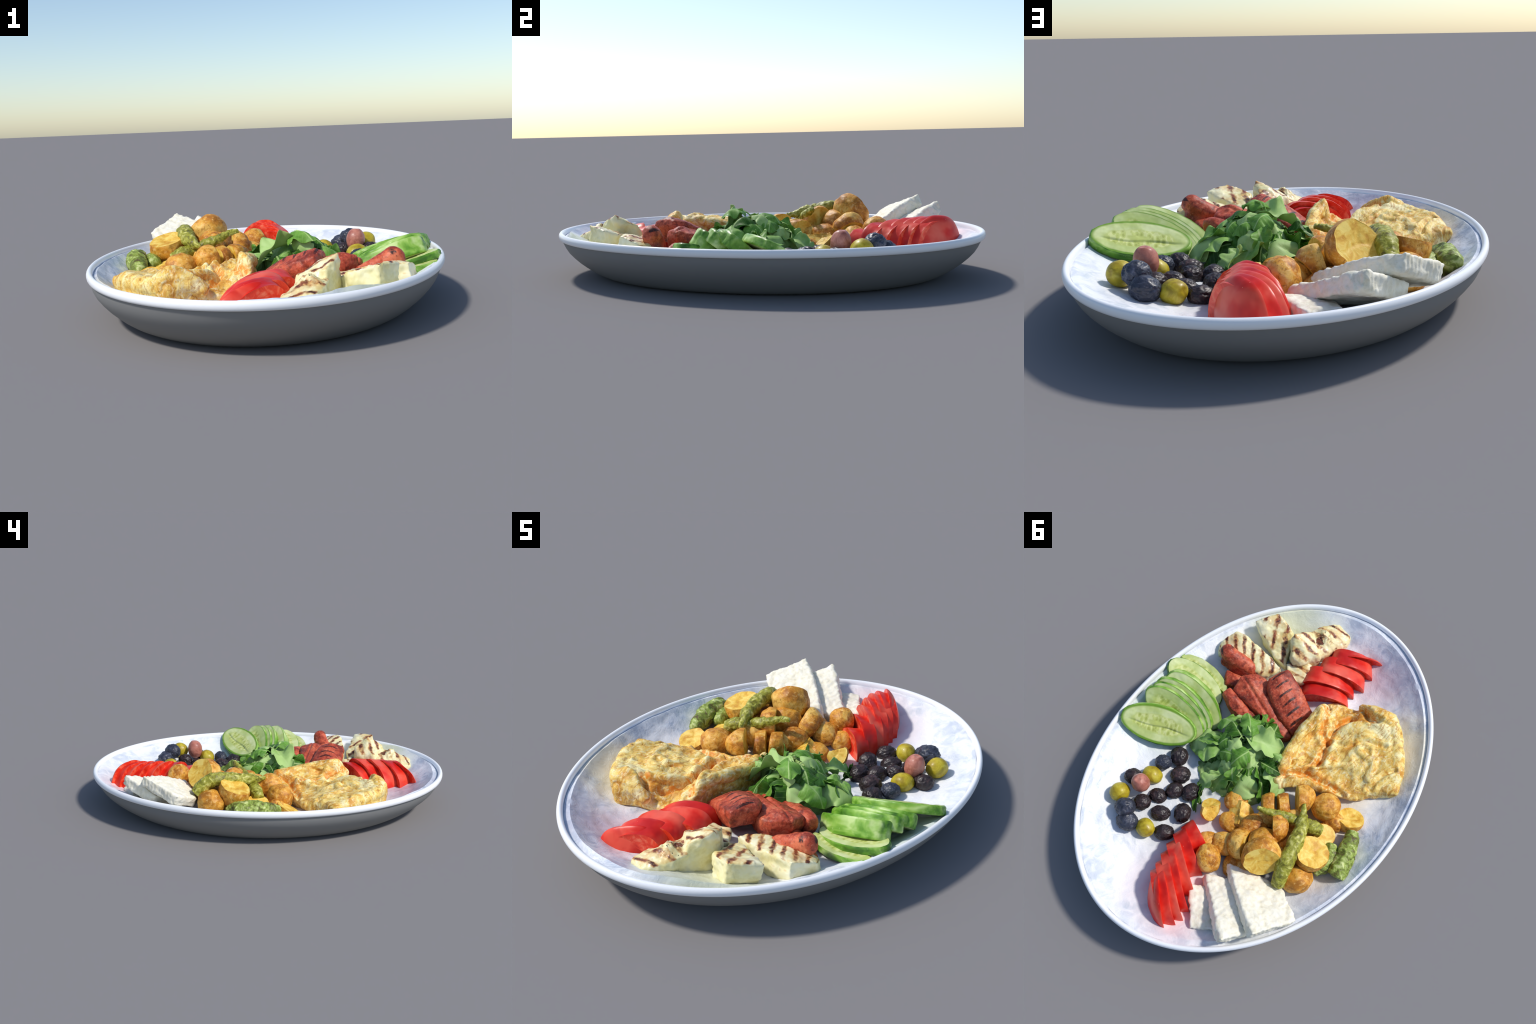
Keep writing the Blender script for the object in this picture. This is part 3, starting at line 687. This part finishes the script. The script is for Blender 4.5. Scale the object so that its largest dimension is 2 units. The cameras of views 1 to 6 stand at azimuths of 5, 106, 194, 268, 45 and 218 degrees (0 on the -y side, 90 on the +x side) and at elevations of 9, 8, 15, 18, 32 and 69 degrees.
def cucumber_slice(center, L, up, thick, skin, flesh, seed, half=None, a=CU_A, b=CU_B, belly=0.0, groove=False):
    """Slanted oval slice. L: long axis, up: direction of the upper edge in the face plane; the skin wall runs back by `thick`."""
    X = unit(L); Z = unit(np.cross(X, unit(up))); Z = Z if Z[2] > 0 else -Z; Y = np.cross(Z, X)
    m = 120; th = np.linspace(0, 2 * np.pi, m, endpoint=False)
    ox, oy = a * np.cos(th), b * np.sin(th)
    pole = np.array([0, 0.0])
    if half == 'low': oy = np.where(oy > 0, oy * .05, oy); pole = np.array([0, -.38 * b])
    if half == 'high': oy = np.where(oy < 0, oy * .08, oy); pole = np.array([0, .38 * b])
    lump = 1 + .016 * fbm(np.stack([np.cos(th) * 2, np.sin(th) * 2, th * 0 + seed], 1), 1.2, seed, 3)
    ox, oy = ox * lump, oy * lump
    O = np.stack([ox, oy], 1)
    V, F, fm = [], [], []
    def ring(s, z, jitter=0):
        P = pole + (O - pole) * s; zz = np.full(m, z) + (jitter * fbm(np.concatenate([P, np.full((m, 1), seed)], 1), 30, seed, 2) if jitter else 0)
        V.append(np.concatenate([P, zz[:, None]], 1))
    K = 22
    for q in range(1, K): ring(.965 * q / (K - 1), -.003 * math.cos(q / K * 3.1), .0015)
    nflesh = K - 1
    ring(.99, -.0015); ring(1.0, -.006)
    for q in range(1, 7): ring(1.0 + belly * math.sin(q / 7 * math.pi), -.006 - (thick - .012) * q / 6, .0)
    ring(.985, -thick + .001)
    back0 = len(V)
    for q in range(6): ring(.97 * (1 - q / 6.5), -thick)
    nr = len(V); V = np.concatenate(V)
    if groove:      # one half of the split slice sits a little lower than the other
        line = .012 + .10 * V[:, 0] * 0 + .004 * np.sin(V[:, 0] * 30); fade = smoothstep(.92 * a, .55 * a, np.abs(V[:, 0])); top = np.arange(len(V)) // m < nflesh
        V[:, 2] -= top * fade * (.0035 * np.exp(-((V[:, 1] - line) / .005) ** 2) + .004 * smoothstep(line - .004, line + .004, V[:, 1]))
    side = (np.arange(len(V)) // m >= nflesh) & (np.arange(len(V)) // m < back0)
    out = V[:, :2] / np.maximum(np.linalg.norm(V[:, :2], axis=1, keepdims=True), 1e-6)
    V[side, :2] += out[side] * (.0026 * fbm(V[side] * np.array([1, 1, 1.4]), 26, seed + 7, 2) + .0018 * ridged(V[side], 34, seed + 8, 1))[:, None]
    for r in range(nr - 1):
        for j in range(m):
            j2 = (j + 1) % m; F.append((r * m + j, (r + 1) * m + j, (r + 1) * m + j2, r * m + j2)); fm.append(0 if r < nflesh - 1 or r >= back0 or (half == 'low' and 0 < th[j] < math.pi - .03) else 1)
    c0, c1 = len(V), len(V) + 1
    V = np.concatenate([V, [[pole[0], pole[1], -.003], [pole[0], pole[1], -thick]]])
    for j in range(m):
        j2 = (j + 1) % m; F.append((c0, j, j2)); fm.append(0); F.append((c1, (nr - 1) * m + j2, (nr - 1) * m + j)); fm.append(0)
    M = Matrix(((X[0], Y[0], Z[0], center[0]), (X[1], Y[1], Z[1], center[1]), (X[2], Y[2], Z[2], center[2]), (0, 0, 0, 1)))
    # keep the slice above the dish
    R = np.stack([X, Y, Z], 1); Wv = V @ R.T + np.array(center); Wv[:, 2] = np.maximum(Wv[:, 2], floor_z(Wv[:, 0], Wv[:, 1]) - .002); V = (Wv - np.array(center)) @ R
    F = [f[::-1] for f in F]
    ob = add_object("cucumber_slice", mesh_data("cucumber_slice", V, [f for f, g in zip(F, fm) if g == 1], [skin]), matrix=M, label="slanted cucumber slice, pale flesh with green skin", category="cucumber")
    add_object("flesh", mesh_data("flesh", V, [f for f, g in zip(F, fm) if g == 0], [flesh]), parent=ob)

def build_cucumber():
    sk, fl = mat_cucumber_skin(), mat_cucumber_flesh()
    L1 = (.893, .425, .14)
    cucumber_slice((.519, .154, .198), L1, (.311, -.813, .484), .036, sk, fl, 2, groove=True, b=.095)
    cucumber_slice((.500, .058, .188), (.93, .02, .37), (.02, -.80, .60), .055, sk, fl, 3, a=.18)
    cucumber_slice((.494, .030, .189), (.925, -.02, .385), (.01, -.81, .58), .034, sk, fl, 8, a=.178)
    cucumber_slice((.487, .002, .190), (.92, -.06, .40), (.0, -.82, .56), .055, sk, fl, 4, a=.182)
    cucumber_slice((.474, -.052, .190), (.91, -.08, .41), (.0, -.86, .48), .075, sk, fl, 5, a=.182)
    cucumber_slice((.540, -.140, .178), (.955, .02, .26), (.05, -.98, .06), .030, sk, fl, 6, a=.165, b=.085)
    cucumber_slice((.540, -.200, .166), (.97, -.0, .14), (.05, -.99, -.02), .026, sk, fl, 7, half='low', a=.15, b=.07)

# ------------------------------------------------------------------ omelette
def pillow(outline, tops, zbase, n=300, k=110, power=4.5):
    """closed cushion over a star-shaped outline; the top height is blended from the given points"""
    P = spline(list(outline) + [outline[0]], n + 1)[:-1]; c = P.mean(0)
    k1 = int(k * .62); r1 = np.linspace(.004, .8, k1, endpoint=False); a1 = math.asin(.8 ** (power / 2))
    al = np.linspace(a1, np.pi / 2, k - k1)
    rho = np.concatenate([r1, np.sin(al) ** (2 / power)]); zf = np.concatenate([(1 - r1 ** power) ** (1 / power), np.maximum(np.cos(al), 0) ** (2 / power)])
    tops = np.array(tops)
    V = []
    for r, f in zip(rho, zf):
        xy = c + (P - c) * r
        d2 = ((xy[:, None] - tops[None, :, :2]) ** 2).sum(2) + 2e-4; w = d2 ** -1.6
        zt = (w * tops[None, :, 2]).sum(1) / w.sum(1); zb = zbase(xy[:, 0], xy[:, 1])
        V.append(np.concatenate([xy, (zb + (zt - zb) * f)[:, None]], 1))
    V = np.array(V).reshape(-1, 3)
    F = [(i * n + j, (i + 1) * n + j, (i + 1) * n + (j + 1) % n, i * n + (j + 1) % n) for i in range(k - 1) for j in range(n)]
    top = V[:n].mean(0); V = np.concatenate([V, [top]]); F += [(len(V) - 1, j, (j + 1) % n) for j in range(n)]
    bot = np.array([[c[0], c[1], float(zbase(c[0], c[1])[0])]]); V = np.concatenate([V, bot]); F += [(len(V) - 1, (k - 1) * n + (j + 1) % n, (k - 1) * n + j) for j in range(n)]
    return V, F

CREASES = [  # where the folded egg sheet dips between its layers (plan view, depth, width)
    ([(-.062, -.443), (-.10, -.385), (-.131, -.33), (-.18, -.292), (-.194, -.234), (-.208, -.176)], .022, .013), ([(-.192, -.481), (-.16, -.419), (-.165, -.362), (-.183, -.298)], .018, .011),
    ([(-.089, -.01), (-.147, -.066), (-.196, -.123), (-.304, -.136), (-.389, -.147)], .016, .010), ([(-.217, -.55), (-.265, -.518), (-.312, -.539)], .020, .011),
    ([(-.186, -.303), (-.265, -.343), (-.32, -.414), (-.409, -.461)], .012, .009), ([(-.205, -.20), (-.186, -.124), (-.142, -.071)], .014, .009), ([(-.52, -.389), (-.482, -.306), (-.476, -.242)], .014, .009)]
def polyline_distance(P, pts):
    d = np.full(len(P), 9.0)
    for a, b in zip(pts[:-1], pts[1:]):
        a, b = np.array(a), np.array(b); t = np.clip(((P - a) @ (b - a)) / ((b - a) @ (b - a)), 0, 1); d = np.minimum(d, np.linalg.norm(P - a - t[:, None] * (b - a), axis=1))
    return d

def mat_omelette(origin):
    m = Mat("omelette_egg", rough=.5, spec=.35, sss=.08, sss_col=(1, .6, .2))
    a = m.noise(9, 5, .62, 1.2); b = m.noise(36, 5, .65, 1.4); c = m.noise(120, 3, .6)
    col = m.ramp(a, [(.33, srgb(208, 144, 52)), (.43, srgb(228, 180, 80)), (.53, srgb(240, 208, 116)), (.65, srgb(249, 232, 172))])
    col = m.mix(m.math('MULTIPLY', m.mask(b, .52, .66), .65), col, srgb(250, 236, 190))
    col = m.mix(m.math('MULTIPLY', m.mask(b, .45, .35), .7), col, srgb(184, 124, 48))
    col = m.mix(m.math('MULTIPLY', m.mask(c, .62, .76), .25), col, srgb(150, 98, 38))
    fine = m.noise(30, 4, .6, 2.2, stretch=(1.0, .35, .6)); col = m.mix(m.math('MULTIPLY', m.mask(fine, .47, .38), .55), col, srgb(176, 118, 44)); col = m.mix(m.math('MULTIPLY', m.mask(fine, .55, .66), .45), col, srgb(252, 238, 190)); m.bump(fine, .45, .008)
    wob = m.math('MULTIPLY', m.math('SUBTRACT', a, .5), .06)
    egg = None
    for pts, dp, w in CREASES[:4]:                     # buttery orange where the runny inside shows in the folds
        for (x0, y0), (x1, y1) in zip(pts[:-1], pts[1:]):
            for f in (0.0, .5):
                k = m.near((x0 + (x1 - x0) * f - origin[0], y0 + (y1 - y0) * f - origin[1]), .006, .034, wob); egg = k if egg is None else m.math('MAXIMUM', egg, k)
    col = m.mix(m.math('MULTIPLY', egg, m.mask(b, .62, .42)), col, srgb(226, 140, 44))
    m.bump(b, .32, .006); m.bump(c, .15, .003)
    return m.out(col)

def build_omelette():
    out = [(-.048, -.490), (-.085, -.522), (-.20, -.556), (-.262, -.592), (-.318, -.630), (-.372, -.604), (-.463, -.522), (-.554, -.418), (-.580, -.356), (-.590, -.300), (-.499, -.236), (-.463, -.190),
           (-.399, -.160), (-.310, -.115), (-.206, -.090), (-.149, -.030), (-.120, .034), (-.098, .02), (-.078, -.075), (-.050, -.175), (-.028, -.278), (-.030, -.36), (-.040, -.43)][::-1]
    tops = [(-.318, -.602, .225), (-.29, -.562, .236), (-.36, -.57, .224), (-.42, -.53, .218), (-.5, -.44, .214), (-.54, -.37, .204), (-.555, -.33, .196), (-.5, -.29, .186), (-.42, -.24, .172), (-.36, -.2, .158), (-.347, -.323, .184),
            (-.275, -.354, .186), (-.42, -.38, .198), (-.30, -.45, .206), (-.23, -.50, .182), (-.24, -.56, .19), (-.14, -.50, .140), (-.19, -.49, .142), (-.22, -.42, .178), (-.17, -.36, .150), (-.14, -.42, .152), (-.10, -.45, .175), (-.076, -.40, .232), (-.06, -.33, .245),
            (-.055, -.25, .228), (-.07, -.15, .208), (-.09, -.06, .195), (-.115, .01, .18), (-.14, -.2, .168), (-.16, -.28, .158), (-.22, -.27, .172), (-.2, -.14, .15), (-.28, -.16, .146), (-.11, -.29, .178), (-.12, -.12, .176), (-.06, -.47, .15)]
    V, F = pillow(out, tops, lambda x, y: floor_z(x, y) - .003)
    rolls = [[(-.055, -.45, .160, .020), (-.062, -.40, .212, .025), (-.060, -.33, .228, .027), (-.055, -.25, .212, .024), (-.068, -.16, .194, .022), (-.09, -.06, .180, .020), (-.112, .01, .166, .014)],
             [(-.19, -.565, .150, .018), (-.25, -.575, .185, .028), (-.30, -.575, .205, .032), (-.345, -.585, .195, .03), (-.38, -.58, .17, .02)],
             [(-.33, -.60, .172, .028), (-.415, -.54, .178, .033), (-.49, -.455, .174, .034), (-.54, -.385, .160, .030), (-.555, -.33, .146, .024)],
             [(-.15, -.30, .13, .016), (-.19, -.38, .158, .022), (-.235, -.45, .182, .024), (-.28, -.50, .19, .020)],
             [(-.13, -.05, .16, .016), (-.19, -.15, .158, .020), (-.26, -.23, .166, .020), (-.33, -.27, .17, .016)],
             [(-.125, .015, .150, .016), (-.19, -.07, .140, .020), (-.28, -.11, .132, .020), (-.37, -.15, .128, .018), (-.45, -.19, .13, .018)],
             [(-.36, -.42, .19, .012), (-.42, -.34, .188, .016), (-.45, -.27, .172, .014)], [(-.28, -.40, .185, .012), (-.33, -.36, .186, .016), (-.40, -.36, .19, .012)]]
    V, F = join_arrays([(V, F)] + [sweep(c, 50, 22)[:2] for c in rolls])
    V, F = voxel_remesh(V, F, .0055)
    T = tris(F); V = relax(V, T, 3, .5); N = vnormals(V, T)
    warp = V + .02 * np.stack([perlin(V * 11, 5), perlin(V * 11, 6), perlin(V * 11, 7)], 1)
    big = ridged(warp * np.array([1.2, .6, .8]), 9, 139, 1)
    w = .006 * fbm(warp, 8, 140, 2) + .006 * np.maximum(big, -.2) + .0030 * ridged(warp * np.array([1.3, .7, .8]), 20, 141, 1) + .0014 * ridged(warp, 42, 143, 2) + .0008 * fbm(V, 110, 145, 2)
    V = V + N * (w * smoothstep(0, .02, V[:, 2] - floor_z(V[:, 0], V[:, 1])))[:, None]
    for pts, dp, wd in CREASES:
        d = polyline_distance(V[:, :2] + .010 * np.stack([perlin(V * 14, 31), perlin(V * 14, 32)], 1), pts)
        V[:, 2] += np.where(N[:, 2] > .05, -dp * np.exp(-(d / wd) ** 2) + .5 * dp * np.exp(-((d - 2.4 * wd) / (1.2 * wd)) ** 2), 0)
    V[:, 2] = np.maximum(V[:, 2], floor_z(V[:, 0], V[:, 1]) - .003)
    place("omelette", V, F, mat_omelette(np.array([V[:, 0].mean(), V[:, 1].mean()])), "folded golden omelette with a wrinkled buttery surface", "omelette")

# ------------------------------------------------------------------ rocket leaves
def mat_leaf():
    m = Mat("rocket_leaf", rough=.5, spec=.3)
    x, y, z = m.sep(m.obj); ay = m.math('ABSOLUTE', y)
    a = m.noise(16, 4, .6, .4)
    hue = m.math('ADD', m.math('MULTIPLY', a, .5), m.math('MULTIPLY', m.rand, .55))
    col = m.ramp(hue, [(.22, srgb(44, 82, 22)), (.40, srgb(80, 130, 38)), (.56, srgb(126, 176, 72)), (.74, srgb(180, 210, 130))])
    vein = m.math('ABSOLUTE', m.math('SINE', m.math('MULTIPLY', m.math('SUBTRACT', x, m.math('MULTIPLY', ay, .8)), 110.0)))
    col = m.mix(m.math('MULTIPLY', m.mask(vein, .16, .04), .35), col, srgb(176, 208, 124))
    col = m.mix(m.math('MULTIPLY', m.mask(ay, .0042, .0018), .6), col, srgb(190, 216, 140))
    m.bump(a, .3, .006); m.bump(m.mask(vein, .2, .0), .15, .003)
    m.out(col)
    tr = m.N.new("ShaderNodeBsdfTranslucent"); m.L.new(m.mix(.5, col, srgb(150, 190, 50)), tr.inputs["Color"])
    mx = m.N.new("ShaderNodeMixShader"); mx.inputs[0].default_value = .18
    outn = m.N["Material Output"]; m.L.new(m.b.outputs[0], mx.inputs[1]); m.L.new(tr.outputs[0], mx.inputs[2]); m.L.new(mx.outputs[0], outn.inputs["Surface"])
    return m.m

def leaf_mesh(length, width, arch, cup, ruffle, lobes, seed, mat, droop=0.0, stem=.15):
    n, k = 44, 17
    u = np.linspace(0, 1, n); v = np.linspace(-1, 1, k)
    rng = np.random.default_rng(seed); ph = rng.uniform(0, 6.28, 4)
    blade = np.clip((u - stem) / (1 - stem), 0, 1)
    wl = np.sin(np.pi * np.clip(blade, 0, 1) ** .75) ** .8
    V = []
    for s in (1, -1):
        for i in range(n):
            tooth_l = 1 - lobes * max(0, math.sin(blade[i] * 17 + ph[0])) ** 2; tooth_r = 1 - lobes * max(0, math.sin(blade[i] * 19 + ph[1])) ** 2
            for j in range(k):
                w = .004 + width * .5 * wl[i] * (tooth_l if v[j] < 0 else tooth_r)
                y = v[j] * w
                z = arch * 4 * u[i] * (1 - u[i]) - droop * u[i] ** 2 + cup * (abs(v[j]) ** 1.3) * wl[i] + .004 * math.sin(v[j] * 5 + u[i] * 9 + ph[0]) * wl[i] + ruffle * abs(v[j]) ** 2 * math.sin(u[i] * 15 + ph[2] + (2 if v[j] > 0 else 0)) * wl[i]
                y2 = y * (1 - .25 * abs(cup) / max(width, .01) * v[j] ** 2)
                t = .0016 * (1 - .6 * abs(v[j])) + (.002 * max(0, 1 - abs(v[j]) * 4) * (1 - u[i] * .7))
                V.append((u[i] * length + .004 * math.sin(v[j] * 3 + ph[3]), y2 + .012 * math.sin(u[i] * 4 + ph[3]), z + s * t))
    F = []
    o = n * k
    for i in range(n - 1):
        for j in range(k - 1):
            q = (i * k + j, (i + 1) * k + j, (i + 1) * k + j + 1, i * k + j + 1); F.append(q); F.append(tuple(o + x for x in q[::-1]))
    for i in range(n - 1):
        F.append((i * k, o + i * k, o + (i + 1) * k, (i + 1) * k)); j = k - 1
        F.append((i * k + j, (i + 1) * k + j, o + (i + 1) * k + j, o + i * k + j))
    for j in range(k - 1):
        F.append((j, j + 1, o + j + 1, o + j)); i = (n - 1) * k; F.append((i + j, o + i + j, o + i + j + 1, i + j + 1))
    return mesh_data("leaf", np.array(V), F, [mat])

def heap_z(x, y):
    """height of the leaf heap"""
    d = np.hypot((x - .11) / .27, (y + .05) / .25)
    return .10 + .145 * np.maximum(0, 1 - d ** 1.3)

def build_rocket():
    mt = mat_leaf()
    root = add_object("rocket_salad", None, origin=(.10, .04, fz(.10, .04)), label="heap of fresh dark green rocket leaves", category="salad")
    o = np.array(root.location)
    # the packed inside of the heap: crumpled leaves nobody can count
    out = [(.10 + .185 * math.cos(a) * (1 + .12 * math.sin(3 * a)), .05 + .185 * math.sin(a) * (1 + .1 * math.cos(2 * a))) for a in np.linspace(0, 2 * np.pi, 16, endpoint=False)]
    tops = [(.10, .05, .236), (.11, .09, .222), (.05, .10, .190), (.13, .0, .232), (.2, .1, .140), (0, 0, .195), (.25, .05, .112), (.1, .2, .115), (.15, .16, .115), (.0, .15, .15), (.10, -.06, .252), (.06, -.03, .258), (.06, -.13, .155), (.2, -.08, .215), (.24, -.03, .17), (.15, -.13, .19), (-.05, -.02, .185), (.25, .14, .1), (-.06, .1, .15)]
    V, F = pillow(out, tops, lambda x, y: floor_z(x, y) - .002, n=240, k=90, power=2.2)
    N = vnormals(V, tris(F)); V = V + N * (.009 * ridged(V, 16, 201, 2) + .006 * fbm(V, 34, 203, 2))[:, None]
    V[:, 2] = np.maximum(V[:, 2], floor_z(V[:, 0], V[:, 1]) - .002)
    bed = add_object("leaf_bed", mesh_data("leaf_bed", V - o, F, [mt]), parent=root); bed["kind"] = "stuff"
    def put(data, base, tip, normal, scale=1.0, length=None):
        base, tip = np.array(base, float), np.array(tip, float); X = unit(tip - base); Z = unit(np.array(normal) - X * np.dot(normal, X)); Y = np.cross(Z, X)
        s = np.linalg.norm(tip - base) / length
        ob = bpy.data.objects.new("leaf", data); bpy.context.scene.collection.objects.link(ob); ob.parent = root
        M = Matrix(((X[0], Y[0], Z[0], base[0] - o[0]), (X[1], Y[1], Z[1], base[1] - o[1]), (X[2], Y[2], Z[2], base[2] - o[2]), (0, 0, 0, 1)))
        M = M @ Matrix.Diagonal((s, s * scale, s * scale * min(1.0, .9 / scale), 1))
        top = max((M @ v.co).z for v in data.vertices) + o[2]; limit = .20 + .130 * math.exp(-((base[0] + tip[0]) / 2 - .10) ** 2 / .02 - max(abs((base[1] + tip[1]) / 2 + .04) - .04, 0) ** 2 / .02)
        if top > limit: M = Matrix.Translation((0, 0, max(limit - top, -.05))) @ M
        ob.matrix_local = M
    kinds = [(.22, leaf_mesh(.22, .12, .050, -.045, .016, .22, 1, mt, .01)), (.22, leaf_mesh(.22, .10, .035, .040, .020, .3, 2, mt, .02)), (.22, leaf_mesh(.22, .14, .060, -.055, .022, .18, 3, mt, .0)),
             (.22, leaf_mesh(.22, .07, .045, .028, .014, .35, 4, mt, .02, .3)), (.22, leaf_mesh(.22, .09, .030, -.040, .024, .25, 5, mt, .03, .2)), (.22, leaf_mesh(.22, .035, .03, .004, .004, .6, 6, mt, .01, .35))]
    # the leaves that show largest: base, tip, facing, kind, width
    big = [((.165, -.025, .285), (-.050, -.150, .198), (-.35, .10, .90), 1, 1.2), ((.20, -.13, .205), (.115, -.075, .306), (-.5, -.75, .5), 0, 1.2), ((.09, -.04, .272), (.195, -.150, .268), (.0, -.2, 1), 2, 1.15),
           ((.11, -.02, .245), (.23, -.05, .185), (.2, -.1, 1), 1, 1.2), ((.20, .0, .195), (.325, .09, .172), (.1, .2, 1), 1, .8), ((.08, .04, .245), (.19, .07, .205), (.2, .3, 1), 2, 1.4),
           ((.10, .05, .248), (.03, .165, .150), (.1, .6, .8), 3, 1.5), ((.05, .02, .225), (-.045, .14, .140), (-.3, .5, .8), 4, 1.5), ((.02, -.01, .215), (-.105, -.03, .215), (-.3, .2, .9), 1, 1.2), ((.13, .03, .200), (.10, .19, .105), (.2, .7, .6), 4, 1.5),
           ((.17, .05, .165), (.28, .13, .102), (.3, .5, .8), 2, 1.0), ((.11, -.08, .225), (.03, -.165, .150), (-.4, -.7, .6), 2, .8), ((.16, -.11, .215), (.17, -.19, .150), (.1, -.8, .5), 0, .9),
           ((.19, -.08, .245), (.31, -.06, .150), (.5, -.1, .8), 2, 1.2), ((.13, -.03, .262), (.25, -.085, .225), (.3, -.1, .9), 0, 1.5), ((.17, -.04, .25), (.22, .06, .165), (.4, .5, .8), 2, 1.3), ((.23, .03, .140), (.32, .13, .106), (.6, .3, .8), 0, .9), ((.05, .06, .195), (.05, .20, .110), (.1, .8, .6), 2, 1.0),
           ((.20, .14, .110), (.115, .335, .085), (.2, .2, 1), 5, 1.2), ((.19, .20, .105), (.10, .37, .088), (.4, .3, .9), 3, .7), ((.0, -.08, .2), (-.09, -.09, .19), (-.6, -.2, .7), 2, .9),
           ((.06, -.02, .262), (.10, .10, .232), (.0, .4, .9), 2, 1.5), ((.14, -.04, .268), (.15, .08, .225), (.3, .3, .9), 0, 1.5), ((.08, .0, .24), (-.03, .06, .19), (-.3, .3, .9), 4, 1.6)]
    for b, t, nz, kk, w in big: put(kinds[kk][1], b, t, nz, w, kinds[kk][0])
    rng = np.random.default_rng(77)
    for i in range(24):
        a = rng.uniform(0, 2 * np.pi); r = .19 * math.sqrt(rng.uniform(0, .9)); b = np.array([.09 + r * .6 * math.cos(a), .0 + r * .6 * math.sin(a)])
        a2 = a + rng.normal(0, .8); l = rng.uniform(.14, .21); t = b + l * np.array([math.cos(a2), math.sin(a2)])
        bz, tz = float(heap_z(*b)) - rng.uniform(.01, .035), max(float(heap_z(*t)) + rng.uniform(-.02, .0), fz(*t) + .008)
        nrm = np.array([math.cos(a2) * .4 + rng.normal(0, .7), math.sin(a2) * .4 + rng.normal(0, .7), .7])
        kk = int(rng.integers(0, 5)); put(kinds[kk][1], (*b, bz), (*t, tz), nrm, rng.uniform(1.1, 1.5), kinds[kk][0])

for build in (build_plate, build_potatoes, build_peppers, build_olives, build_feta, build_halloumi, build_sausages, build_tomatoes, build_cucumber, build_omelette, build_rocket):
    build()
